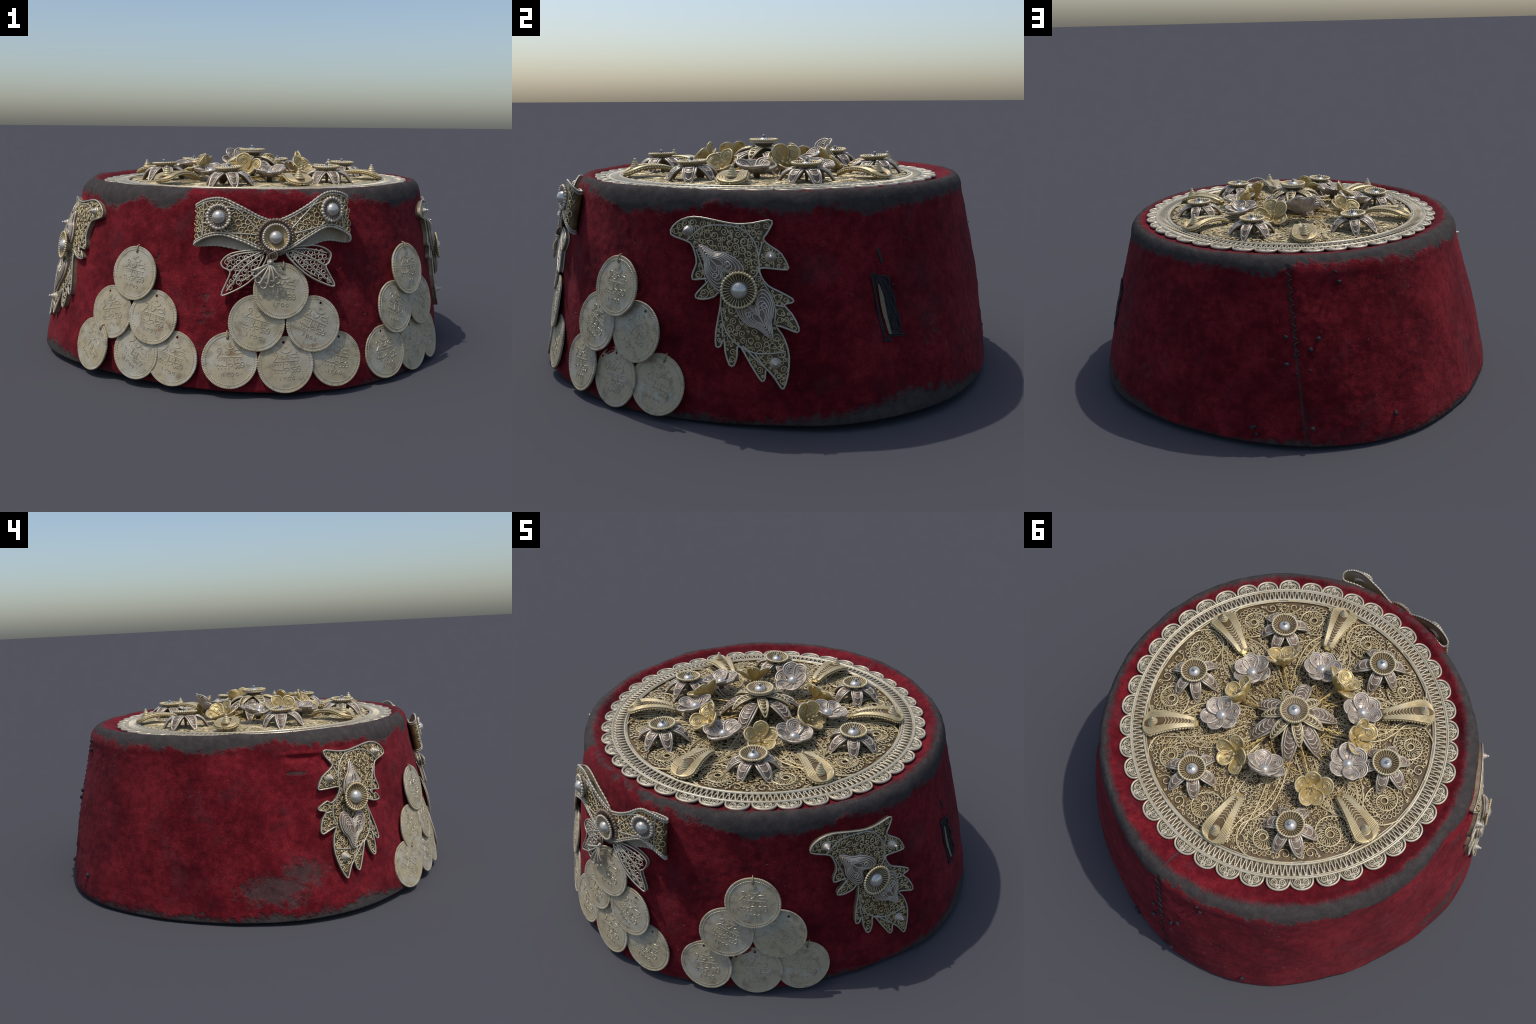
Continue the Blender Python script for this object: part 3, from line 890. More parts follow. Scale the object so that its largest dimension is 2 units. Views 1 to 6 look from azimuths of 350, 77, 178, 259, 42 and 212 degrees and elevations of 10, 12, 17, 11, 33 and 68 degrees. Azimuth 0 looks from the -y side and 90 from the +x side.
for k, (x, y, z, tl, tw) in enumerate(GILT_FL):
    M = face(x, y, z, tl, tw)
    fl = obj("gilt_blossom", STAMEN, root, M)
    r0 = rng.uniform(0, 72)
    for j in range(5):
        a = math.radians(r0 + 72 * j + rng.uniform(-6, 6))
        obj("petal", CUP_GILT, fl, Matrix.Rotation(a, 4, 'Z') @ Matrix.Rotation(rng.uniform(-.28, .16), 4, 'Y') @ Matrix.Rotation(rng.uniform(-.2, .2), 4, 'X') @ Matrix.Scale(rng.uniform(1.02, 1.18), 4))
    # twisted stem back to the middle
    Bs = Builder()
    base = np.array(M @ Vector((0, 0, -.02)))
    c0 = np.array([CENTRE[0], CENTRE[1], .835])
    s = np.linspace(0, 1, 22)[:, None]
    mid = (base + c0) / 2 + np.array([0, 0, .006])
    pth = (1 - s) ** 2 * base + 2 * s * (1 - s) * mid + s * s * c0
    for ph in (0, PI):
        tw_ = np.stack([.0035 * np.cos(s[:, 0] * 34 + ph), .0035 * np.sin(s[:, 0] * 34 + ph), .0035 * np.cos(s[:, 0] * 34 + ph + 1.5)], -1)
        Bs.tube(pth + tw_, .0034, False, 5)
    obj("stem", Bs.mesh("stem", [GILT]), fl, M.inverted())

# ------------------------------------------------------------------ six arched leaf ornaments
def arched_leaf():
    Bp = Builder()
    L = .236
    s = np.linspace(0, 1, 25)
    s = np.r_[np.linspace(0, .8, 20), 1 - .2 * np.cos(np.linspace(PI * .06, PI / 2, 12))[::1] ** 1.5 * 1.0]
    s = np.sort(s); s[-1] = 1.0
    w = np.interp(s, [0, .06, .2, .5, .72, .82], [.010, .020, .026, .040, .052, .054])
    w = np.where(s > .82, .054 * np.sqrt(np.clip(1 - ((s - .82) / .182) ** 2, 0, 1)) + .002, w)
    z = np.interp(s, [0, .15, .4, .65, .85, 1], [.014, .036, .047, .047, .036, .014])
    z = np.interp(s, np.linspace(0, 1, 41), np.convolve(np.interp(np.linspace(-.1, 1.1, 49), s, z), np.ones(9) / 9, 'valid'))
    f = lambda si, A: np.interp(si, s, A)
    S = lambda si, t, h=0.0: np.stack([L * si + 0 * t, f(si, w) * t, f(si, z) + h + .02 * f(si, w) * (1 - t * t)], -1)
    ts = np.linspace(-1, 1, 7)
    top = np.array([S(s, t + 0 * s) for t in ts]).transpose(1, 0, 2)
    bot = np.array([S(s, t * .9 + 0 * s, -.013) for t in ts]).transpose(1, 0, 2)
    Bp.grid(np.concatenate([top, bot[:, ::-1]], 1), False, True, 0, flip=True)
    Bp.grid(np.array([S(s[2:-2], t * .44 + 0 * s[2:-2], .0012) for t in ts]), mat=4)
    ring_s = np.concatenate([s[1:], s[1:][::-1]])
    side = np.concatenate([-1 + 0 * s[1:], 1 + 0 * s[1:]])
    for k, (q, r) in enumerate(((.97, .0036), (.86, .0030), (.75, .0030), (.64, .0030), (.53, .0026), (.43, .0024))):
        Bp.tube(S(ring_s, side * q, .002), r, False, 5, mat=1)
    # toothed skirt
    per = S(ring_s, side * 1.0, -.002)
    d = np.r_[0, np.cumsum(np.linalg.norm(np.diff(per, axis=0), axis=1))]
    nT = 44
    u = np.linspace(0, d[-1], nT * 6)
    pp = np.stack([np.interp(u, d, per[:, i]) for i in range(3)], -1)
    cen = np.stack([pp[:, 0] * .96 + .004, 0 * pp[:, 1], pp[:, 2]], -1)
    out = pp - cen; out /= np.linalg.norm(out, axis=1, keepdims=True)
    ph = np.sin(u / d[-1] * nT * TAU)
    Bp.tube(pp + out * (.0072 * np.maximum(ph, -.2))[:, None] - np.array([0, 0, .003]), .0028, False, 4, mat=1)
    # arches across the trough
    for k in range(9):
        s0 = .16 + .058 * k
        t_ = np.linspace(-.42, .42, 7)
        Bp.tube(S(s0 - .05 * (1 - (t_ / .42) ** 2), t_, .003), .0022, False, 4, mat=2)
    zc = float(f(.80, z))
    cone_stud(Bp, (L * .80, 0, zc - .004), .0215, .046, 1, 4, 3)
    cone_stud(Bp, (L * .115, 0, float(f(.115, z)) - .002), .0105, .020, 1, 2, 3)
    return Bp.mesh("arched_leaf", [GILT, GILT_PALE, GILT_PALE, SILVER, GILT_DARK])


LEAF = arched_leaf()
LEAF_AZ = [(-26.2, 0), (-82.0, .006), (35.4, .002), (-141.8, .004), (93.6, 0), (156.2, -.002)]
for a, dr in LEAF_AZ:
    ar = math.radians(a + rng.uniform(-1, 1))
    M = Matrix.Translation((MED_C[0], MED_C[1] + .006, .796)) @ Matrix.Rotation(ar, 4, 'Z') @ Matrix.Translation((.388 + dr, 0, 0)) @ Matrix.Rotation(rng.uniform(-.04, .04), 4, 'X')
    obj("arched_leaf", LEAF, root, M)

# ------------------------------------------------------------------ coins
COIN_R = 0.1085
def coin_strokes():
    """raised inscription on the coin, in units of the coin radius: place of striking over the date"""
    S = []
    a = lambda *p: S.append(np.array(p, float))
    arc = lambda cx, cy, rx, ry, a0, a1, n=9: S.append(np.array([(cx + rx * math.cos(q), cy + ry * math.sin(q)) for q in np.radians(np.linspace(a0, a1, n))]))
    a((-.02, .66), (.02, .60), (.05, .65), (.09, .60), (.10, .66))                           # year of reign
    arc(.06, .55, .19, .12, 170, 360)                                                        # bowl
    arc(.33, .30, .14, .065, 0, 330)                                                         # round letter with its tail
    a((.20, .27), (.10, .36), (.04, .26), (-.06, .22), (-.12, .27))
    arc(-.33, .42, .07, .06, -40, 260)                                                       # hook on the left
    a((-.28, .40), (-.30, .31), (-.38, .23), (-.46, .16), (-.40, .20))
    a((-.46, .145), (-.2, .135), (.1, .12), (.48, .105))                                     # long stroke
    a((-.09, .12), (-.10, -.02), (-.11, -.15)); a((.17, .11), (.175, -.02), (.185, -.15))     # two uprights
    arc(.02, -.16, .09, .05, -170, 170)
    arc(.30, -.15, .10, .05, -180, 160)
    arc(.47, -.14, .055, .055, 0, 340)
    a((.52, -.15), (.52, -.24), (.45, -.29), (.38, -.25), (.33, -.30), (.27, -.25), (.22, -.31), (.16, -.24))
    a((-.52, -.08), (-.46, -.16), (-.42, -.10), (-.37, -.17), (-.30, -.13), (-.24, -.18), (-.11, -.16))
    for x, y in ((-.38, .05), (-.28, .05), (-.19, .04), (.04, .02), (.30, .02), (.42, .02), (-.42, -.26), (-.31, -.27), (-.17, -.28), (-.05, -.28), (-.12, .33), (.44, .42), (.50, .22), (-.24, .26)):
        arc(x, y, .012, .012, 0, 300, 5)
    a((-.26, -.41), (-.255, -.47), (-.26, -.54))                                             # the four figures
    a((-.13, -.42), (-.12, -.55)); a((-.13, -.43), (-.08, -.46), (-.04, -.42))
    arc(.07, -.50, .045, .05, 0, 350); arc(.24, -.50, .045, .05, 0, 350)
    return S


def build_coin(seed, worn):
    r_ = random.Random(seed)
    Bc = Builder()
    R, T = COIN_R, .0085
    outer = [(R * math.cos(a), R * math.sin(a)) for a in np.arange(96) / 96 * TAU]
    hc, hr = (0.0, R * .80), R * .052
    hole = [(hc[0] + hr * math.cos(a), hc[1] + hr * math.sin(a)) for a in np.arange(14) / 14 * TAU]
    inner = []
    for ri in np.linspace(.12, .95, 9):
        m = int(8 + ri * 40)
        for k in range(m):
            p = (R * ri * math.cos(k / m * TAU + ri), R * ri * math.sin(k / m * TAU + ri))
            if math.hypot(p[0] - hc[0], p[1] - hc[1]) > hr * 1.7:
                inner.append(p)
    P = outer + hole + inner
    edges = [(i, (i + 1) % 96) for i in range(96)] + [(96 + i, 96 + (i + 1) % 14) for i in range(14)]
    V, _, F, *_ = delaunay_2d_cdt([Vector(p) for p in P], edges, [], 0, 1e-7)
    F = [f for f in F if math.hypot(sum(V[i].x for i in f) / 3 - hc[0], sum(V[i].y for i in f) / 3 - hc[1]) > hr * .97]
    off = Vector((r_.uniform(-9, 9), r_.uniform(-9, 9), 0))
    def surf(x, y):
        q = math.hypot(x, y) / R
        z = .0012 * noise.noise(Vector((x, y, 0)) * 22 + off) + .0022 * noise.noise(Vector((x, y, 0)) * 9 + off) - .004 * q * q
        return z + .0016 * smoothstep(.92, .97, np.array(q))
    nV = len(V)
    top = [(v.x, v.y, surf(v.x, v.y)) for v in V]
    bot = [(x, y, z - T) for x, y, z in top]
    wall = [(i, (i + 1) % 96, nV + (i + 1) % 96, nV + i)[::-1] for i in range(96)] + [(96 + i, 96 + (i + 1) % 14, nV + 96 + (i + 1) % 14, nV + 96 + i) for i in range(14)]
    Bc.add(top + bot, [tuple(f) for f in F] + [tuple(nV + i for i in reversed(f)) for f in F] + wall)
    # milled, roped edge
    n = 420
    q = np.arange(n) / n * TAU
    Bc.tube([(R * .985 * math.cos(a), R * .985 * math.sin(a), surf(R * .985 * math.cos(a), R * .985 * math.sin(a)) - T * .35) for a in q], .0042 + .0007 * np.cos(q * 105), True, 6)
    nb = 84
    rb = R * (.885 + .012 * np.cos(q - off.x))
    Bc.tube([(r * math.cos(a), r * math.sin(a), surf(r * math.cos(a), r * math.sin(a)) + .0002) for a, r in zip(q, rb)], (.0017 + .0009 * np.cos(q * nb)) * (1 - worn * .5), True, 5, mat=1)
    for st in coin_strokes():
        c = catmull(st, 3, False) * R * .98
        Bc.tube([(x, y, surf(x, y) + .0004) for x, y in c], .0017 * (1 - worn * .35), False, 5, mat=1)
    me = Bc.mesh("coin", [COIN, COIN_HIGHLIGHT])
    sharpen(me, 40)
    return me


COINS = [build_coin(s, w) for s, w in ((1, 0), (2, .4), (3, .15), (4, .7))]
# azimuth, height, row, roll in degrees
COIN_AT = [(-91.3, .416, 1, -6), (-97.2, .293, 2, -14), (-83.6, .284, 2, -24), (-103.5, .146, 3, 6), (-90.5, .132, 3, 4), (-78.0, .140, 3, -14),
           (-50.4, .448, 1, 0), (-57.0, .300, 2, -22), (-44.0, .298, 2, -26), (-62.2, .127, 3, 8), (-49.9, .116, 3, 2), (-38.0, .123, 3, -14),
           (-130.5, .451, 1, -3), (-137.1, .281, 2, 16), (-123.9, .286, 2, -6), (-143.1, .132, 3, -34), (-128.4, .136, 3, -30), (-117.9, .134, 3, -12)]
for k, (az_, z_, row, roll) in enumerate(COIN_AT):
    off = {1: .027, 2: .021, 3: .015}[row] + rng.uniform(-.001, .001)
    M = wall_frame(az_, z_, off, -.05 - rng.uniform(-.01, .02)) @ Matrix.Rotation(rng.uniform(-.05, .05), 4, 'Y')
    M = M @ Matrix.Rotation(math.radians(roll), 4, 'Z')
    c = obj("coin", COINS[[0, 1, 2, 0, 1, 2, 0, 2, 2, 1, 0, 0, 0, 3, 0, 3, 0, 1][k]], root, M)
    if k not in (0, 6, 11, 12, 3, 15):
        continue
    Bt = Builder()
    for dx in (-.002, .002):
        Bt.tube(catmull([(dx, COIN_R * .79, -.004), (dx, COIN_R * .80, .002), (dx * .6, COIN_R * .90, .0045), (dx * .4, COIN_R * 1.03, .001), (0, COIN_R * 1.08, -.010)], 4, False), .0022, False, 5)
    obj("thread_loop", Bt.mesh("thread_loop", [THREAD]), c)

# ------------------------------------------------------------------ leaf brooches
LEAF_OUTLINE = [(-.261, .176), (-.254, .204), (-.22, .229), (-.173, .240), (-.119, .235), (-.065, .226), (-.017, .220), (.039, .223), (.097, .234), (.109, .223), (.090, .189), (.078, .169), (.103, .147),
                (.139, .122), (.163, .075), (.147, .069), (.103, .073), (.067, .073), (.071, .046), (.094, .015), (.129, -.003), (.174, -.028), (.172, -.041), (.146, -.048), (.171, -.079), (.192, -.124),
                (.187, -.140), (.158, -.129), (.119, -.117), (.138, -.147), (.151, -.178), (.160, -.223), (.155, -.286), (.142, -.331), (.130, -.322), (.114, -.296), (.088, -.265), (.084, -.297),
                (.074, -.309), (.054, -.280), (.028, -.235), (.006, -.196), (-.007, -.196), (-.007, -.224), (-.017, -.259), (-.033, -.258), (-.047, -.213), (-.052, -.167), (-.063, -.196), (-.079, -.197),
                (-.080, -.151), (-.072, -.095), (-.064, -.040), (-.069, -.008), (-.087, -.027), (-.125, -.039), (-.155, -.035), (-.150, -.018), (-.127, .007), (-.108, .031), (-.142, .029), (-.169, .027),
                (-.168, .050), (-.156, .083), (-.164, .119), (-.181, .150), (-.217, .162)]
# veins: polylines on the brooch
VEINS = [[(-.20, .155), (-.14, .205), (-.07, .215), (.00, .205), (.045, .165), (.062, .11), (.060, .06), (.02, .02)],
         [(.062, .11), (.075, .16)], [(-.066, -.03), (-.062, -.09), (-.045, -.145), (-.005, -.188), (.05, -.213), (.10, -.213), (.150, -.205)],
         [(.075, .03), (.105, -.02), (.118, -.075), (.112, -.115)], [(.01, -.19), (.06, -.24), (.088, -.265)], [(-.06, -.12), (-.056, -.165)],
         [(-.16, .13), (-.13, .06), (-.12, .02)], [(.118, -.05), (.15, -.055)], [(.05, -.213), (.075, -.25), (.11, -.29)]]


def heart_pad(Bp, tip, lobe_a, lobe_b, place, h0, mat_body, mat_wire):
    """puffed heart or leaf shape covered with concentric wires"""
    tip, la, lb = (np.array(p, float) for p in (tip, lobe_a, lobe_b))
    notch = (la + lb) / 2 + (tip - (la + lb) / 2) * .12
    ax = tip - notch
    pa = lambda s: tip + (la - tip) * s
    out = [tip, tip + (la - tip) * .35 - .10 * (lb - la) * .5, tip + (la - tip) * .55 - .16 * (lb - la), tip + (la - tip) * .85 - .13 * (lb - la), la - .10 * ax, la + .22 * (lb - la) - .13 * ax, notch,
           lb - .22 * (lb - la) - .13 * ax, lb - .10 * ax, tip + (lb - tip) * .85 + .13 * (lb - la), tip + (lb - tip) * .55 + .16 * (lb - la), tip + (lb - tip) * .35 + .10 * (lb - la) * .5]
    C = catmull(out, 6)
    cen = notch + ax * .42
    rings = [(1.0, 0), (1.0, .010), (.88, .019), (.6, .024), (.3, .026), (.02, .026)]
    P = np.array([[place(*(cen + (p - cen) * k), h0 + h) for p in C] for k, h in rings])
    Bp.grid(P, False, True, mat_body)
    for k, h, r in ((.98, .012, .0034), (.86, .0200, .0022), (.74, .0222, .0022), (.62, .0242, .0022), (.48, .0256, .0022), (.34, .0266, .0022)):
        Bp.tube([place(*(cen + (p - cen) * k), h0 + h + .0005) for p in C], r, True, 5, mat=mat_wire)
    Bp.tube([place(*(notch + ax * u), h0 + .014 + .014 * math.sin(PI * min(1, u + .15))) for u in np.linspace(0, 1, 9)], .0028, False, 5, mat=mat_wire)
    for l in (la, lb):
        e = cen + (l - cen) * .52
        Bp.tube([place(*p, h0 + .0265) for p in ring(e, .0085, 10)], .0026, True, 5, mat=mat_wire)


def leaf_brooch(az0, z0, mirror, hearts, seed):
    r_ = random.Random(seed)
    sg = -1 if mirror else 1
    def flat(x, y):
        if mirror:
            x = x + .16 * min(y, 0) - .01
            y = y - .02 * (y > 0) - .012 - .04 * max(0, -y - .1)
        return x, y
    def place(x, y, h):
        p = wall_point(np.array(az0 + math.degrees(sg * x / .9)), np.array(z0 + y * .985), h)
        return p
    ol = [flat(*p) for p in catmull(LEAF_OUTLINE, 2)]
    Bb = Builder()
    # plate
    pts = [Vector(p) for p in ol]
    n = len(pts)
    extra = []
    for i in range(-22, 20):
        for j in range(-30, 22):
            x, y = i * .013, j * .013
            if inside(ol, x, y) and edge_dist(ol, x, y) > .006:
                extra.append(Vector((x, y)))
    V, _, F, *_ = delaunay_2d_cdt(pts + extra, [(i, (i + 1) % n) for i in range(n)], [], 0, 1e-7)
    F = [f for f in F if inside(ol, sum(V[i].x for i in f) / 3, sum(V[i].y for i in f) / 3)]
    fl = (lambda f: tuple(reversed(f))) if mirror else tuple
    top = [place(v.x, v.y, .014) for v in V]
    Bb.add(top, [fl(f) for f in F], 0)
    P = np.array([[place(*p, h) for p in ol] for h in (-.006, .006, .0195)])
    Bb.grid(P, False, True, 2, flip=not mirror)
    a = math.radians(az0)
    ref = (math.cos(a), math.sin(a), .17)
    # edge wires
    Bb.tube([place(*p, .0200) for p in ol], .0038, True, 5, ref=ref, mat=1)
    shr = [(x, y) for x, y in ol]
    for v in VEINS:
        Bb.tube([place(*flat(*p), .0190) for p in catmull(v, 6, False)], .0034, False, 5, ref=ref, mat=1)
    # scroll filling
    room = lambda x, y: edge_dist(ol, x, y) - .002 if inside(ol, x, y) else -1
    for x, y, r in pack(r_, 2600, (.0045, .0150), room, (-.29, .22, -.38, .26)):
        for p, closed in scroll_motif(r_, x, y, r * 1.12, math.atan2(y, x) + r_.uniform(-1, 1)):
            Bb.tube([place(*q_, .0170) for q_ in p], .0021, closed, 4, ref=ref, mat=3)
    nm = obj("leaf_brooch", Bb.mesh("leaf_brooch", [GILT_DARK, SILVER_EDGE, COPPER_EDGE, GILT_PALE]), root)
    for tip, la, lb in hearts:
        Bh = Builder()
        heart_pad(Bh, flat(*tip), flat(*la), flat(*lb), place, .016, 0, 1)
        o = obj("heart_pad", Bh.mesh("heart_pad", [SILVER_DARK, SILVER], merge=0), nm)
    def stand(x, y, h):
        x, y = flat(x, y)
        M = wall_frame(az0 + math.degrees(sg * x / .9), z0 + y * .985, h)
        return M
    Bs = Builder()
    cone_stud(Bs, (0, 0, 0), .0185, .036, 0, 4, 1, up=Matrix.Identity(4))
    me = Bs.mesh("cone_stud", [SILVER, PEARL])
    for x, y in ((-.195, .193), (.104, .112), (.118, -.245)):
        obj("cone_stud", me, nm, stand(x, y, .013))
    Bs = Builder()
    fluted_dish(Bs, .058, .014, 30, 2, 0, .018, 36, .0060)
    Bs.revolve([(.030, -.02), (.032, .016), (.05, .026)], 24, 1)
    b = obj("boss", Bs.mesh("boss", [GILT_PALE, SILVER, GILT_DARK]), nm, stand(0, 0, .018))
    Bs = Builder(); dome(Bs, .030, .024, .021)
    obj("pearl", Bs.mesh("boss_pearl", [PEARL]), b)


SILVER_EDGE = metal("brooch_wire", (0.55, 0.51, 0.42), (0.42, 0.37, 0.27), scale=20)
leaf_brooch(-19.2, .477, False, [((-.146, .146), (.004, .078), (-.076, .002)), ((.106, -.160), (-.006, -.066), (.088, -.008))], 3)
leaf_brooch(-163.3, .518, True, [((-.010, .176), (.045, .05), (-.040, .05)), ((.075, -.215), (-.020, -.085), (.090, -.075))], 4)

# ------------------------------------------------------------------ bow brooch
BOW_AZ, BOW_Z = -92.5, .615


def bow_place(x, y, h):
    return wall_point(np.array(BOW_AZ + math.degrees(x / .86)), np.array(BOW_Z + y), h)


ref = (math.cos(math.radians(BOW_AZ)), math.sin(math.radians(BOW_AZ)), .17)
bow = None
for side in (-1, 1):
    # stations along the ribbon: x, top, bottom, stand-off; out along the front, round the end, back behind
    if side < 0:
        st = [(0, .062, -.056, .022), (-.06, .082, -.040, .030), (-.125, .116, -.012, .036), (-.20, .148, .010, .040), (-.258, .144, .000, .045), (-.298, .126, -.022, .042), (-.308, .118, -.032, .026), (-.290, .120, -.034, .008),
              (-.22, .125, -.030, .004), (-.12, .10, -.045, .005), (-.03, .06, -.055, .008)]
    else:
        st = [(0, .062, -.056, .022), (.06, .085, -.036, .032), (.125, .122, .004, .040), (.195, .168, .038, .046), (.246, .172, .028, .052), (.290, .156, .000, .048), (.300, .142, -.020, .030), (.284, .14, -.022, .008),
              (.21, .14, -.012, .004), (.12, .10, -.035, .005), (.03, .06, -.055, .008)]
    S = catmull(st, 6, False)
    ts = np.linspace(0, 1, 9)
    Bw = Builder()
    top = np.array([[bow_place(x, b + (t_ - b) * u, h) for u in ts] for x, t_, b, h in S])
    Bw.grid(top, mat=0, flip=side > 0)
    d = np.diff(S, axis=0, append=2 * S[-1:] - S[-2:-1])
    ln = np.hypot(d[:, 0], d[:, 3]) + 1e-9
    nx, nh = -d[:, 3] / ln * side * -1, np.abs(d[:, 0]) / ln
    inn = np.array([[bow_place(x + side * -1 * .006 * abs(d[i, 3]) / ln[i], b + (t_ - b) * u, h - .006 * (1 if d[i, 0] * side > 0 else -1) * abs(d[i, 0]) / ln[i]) for u in ts] for i, (x, t_, b, h) in enumerate(S)])
    Bw.grid(inn, mat=2, flip=side < 0)
    # twisted double edge wires
    nf = 46
    for e in (0, 1):
        for dx, rr in ((0, .0046), (-1, .0034)):
            pl = np.array([bow_place(x, (t_ if e else b) + (-.009 if e else .009) * (dx != 0), h + .002) for x, t_, b, h in S])
            u = np.linspace(0, len(pl) - 1, len(pl) * 6)
            pl = np.stack([np.interp(u, np.arange(len(pl)), pl[:, i]) for i in range(3)], -1)
            Bw.tube(pl, rr * (1 + .22 * np.cos(u * 5.2)), False, 6, ref=ref, mat=1)
    # side frame and slanting struts on the front
    for f0, f1, k0, k1 in ((.04, .96, 26, 26), (.5, .95, 4, 16), (.5, .05, 4, 17), (.92, .60, 12, 25), (.1, .45, 16, 27)):
        kk = np.linspace(k0, k1, 14); ff = np.linspace(f0, f1, 14)
        Sx = np.stack([np.interp(kk, np.arange(len(S)), S[:, i]) for i in range(4)], -1)
        Bw.tube([bow_place(x, b + (t_ - b) * f, h + .003) for (x, t_, b, h), f in zip(Sx, ff)], .0030, False, 5, ref=ref, mat=1)
    r_ = random.Random(20 + side)
    for i in range(14):
        for j in range(5):
            k = 3 + i * 2.05 + 1.0 * (j & 1) + r_.uniform(-.2, .2)
            f = .14 + j * .175 + r_.uniform(-.02, .02)
            Sx = [np.interp(k, np.arange(len(S)), S[:, q]) for q in range(4)]
            x0, y0 = Sx[0], Sx[2] + (Sx[1] - Sx[2]) * f
            loc = ring((0, 0), r_.uniform(.0090, .0130), 9) if r_.random() < .55 else spiral((0, 0), .015, .004, r_.uniform(0, 6), 1.1 * r_.choice((-1, 1)), 12)
            dk = S[min(int(k) + 1, len(S) - 1)] - S[int(k)]
            slope = dk[3] / (dk[0] if abs(dk[0]) > 1e-4 else 1e-4)
            slope = max(-2.5, min(2.5, slope))
            cx_ = 1 / math.hypot(1, slope)
            Bw.tube([bow_place(x0 + px * cx_, y0 + py, Sx[3] + px * cx_ * slope + .002) for px, py in loc], .0020, len(loc) == 9, 4, ref=ref, mat=3)
    me = Bw.mesh("bow_loop", [GILT_DARK, SILVER_EDGE, PLAIN_PLATE, GILT_PALE])
    if bow is None:
        bow = bpy.data.objects.new("bow_brooch", None)
        bpy.context.scene.collection.objects.link(bow)
        bow.parent = root
    obj("bow_loop", me, bow)
    # hanging tail: open filigree in a frame
    if side < 0:
        ol = [(-.035, -.040), (-.09, -.045), (-.165, -.060), (-.200, -.090), (-.196, -.112), (-.168, -.130), (-.180, -.170), (-.196, -.212), (-.184, -.218), (-.10, -.168), (-.04, -.090)]
        ribs = [[(-.05, -.05), (-.12, -.085), (-.168, -.130)], [(-.05, -.06), (-.12, -.115), (-.155, -.170), (-.18, -.205)], [(-.045, -.07), (-.08, -.13), (-.125, -.165)], [(-.06, -.05), (-.14, -.062), (-.185, -.085)]]
    else:
        ol = [(.045, -.045), (.10, -.030), (.17, -.034), (.215, -.062), (.205, -.098), (.190, -.112), (.205, -.150), (.218, -.182), (.205, -.190), (.12, -.145), (.05, -.075)]
        ribs = [[(.06, -.045), (.13, -.075), (.190, -.112)], [(.06, -.05), (.12, -.10), (.17, -.145), (.21, -.18)], [(.055, -.06), (.10, -.115), (.15, -.150)], [(.07, -.04), (.14, -.045), (.20, -.062)]]
    Bw = Builder()
    C = catmull(ol, 5)
    tail_h = lambda x, y: .026 + .06 * max(0, -y - .05)
    for h, r in ((.0, .0034), (-.014, .0030)):
        Bw.tube([bow_place(x, y, tail_h(x, y) + h) for x, y in C], r, True, 5, ref=ref, mat=0)
    P = np.array([[bow_place(x, y, tail_h(x, y) + h) for x, y in C] for h in (0, -.015)])
    Bw.grid(P, False, True, 1)
    for rb in ribs:
        Bw.tube([bow_place(x, y, tail_h(x, y)) for x, y in catmull(rb, 5, False)], .0032, False, 5, ref=ref, mat=0)
    poly = C.tolist()
    step = .021
    for i in range(-12, 13):
        for j in range(-13, 0):
            x, y = (i + .5 * (j & 1)) * step + r_.uniform(-.002, .002), j * step * .9
            if inside(poly, x, y) and edge_dist(poly, x, y) > .010:
                Bw.tube([bow_place(px, py, tail_h(px, py) - .001) for px, py in (spiral((x, y), .013, .005, r_.uniform(0, 6), 1.2 * r_.choice((-1, 1)), 14))], .0023, False, 4, ref=ref, mat=0)
    obj("bow_tail", Bw.mesh("bow_tail", [SILVER_EDGE, SILVER_DARK]), bow)

# studs and centre of the bow
def bow_frame(x, y, h, lean=0.0, turn=0.0):
    M = wall_frame(BOW_AZ + math.degrees(x / .86), BOW_Z + y, h, lean)
    return M @ Matrix.Rotation(turn, 4, 'Y')


B = Builder()
fluted_dish(B, .045, .008, 24, 0, 1, .004, 22, .0078)
B.revolve([(.03, -.02), (.045, .004)], 24, 1)
STUD = B.mesh("bow_stud", [SILVER_DARK, SILVER])
B = Builder(); dome(B, .0265, .024, .008)
BIGPEARL = B.mesh("bow_pearl", [PEARL])
for x, y, h, turn in ((-.212, .078, .045, -.10), (.215, .104, .055, .10)):
    o = obj("bow_stud", STUD, bow, bow_frame(x, y, h, .05, turn))
    obj("pearl", BIGPEARL, o)
B = Builder()
fluted_dish(B, .068, .006, 34, 0, 0, .002, 34, .0082)
fluted_dish(B, .050, .016, 26, 1, 2, .006, 34, .0060)
B.revolve([(.045, -.04), (.064, .0)], 24, 0)
o = obj("bow_knot", B.mesh("bow_knot", [SILVER_DARK, GILT, SILVER]), bow, bow_frame(0, .004, .026, .05))
obj("pearl", BIGPEARL, o, Matrix.Translation((0, 0, .004)))
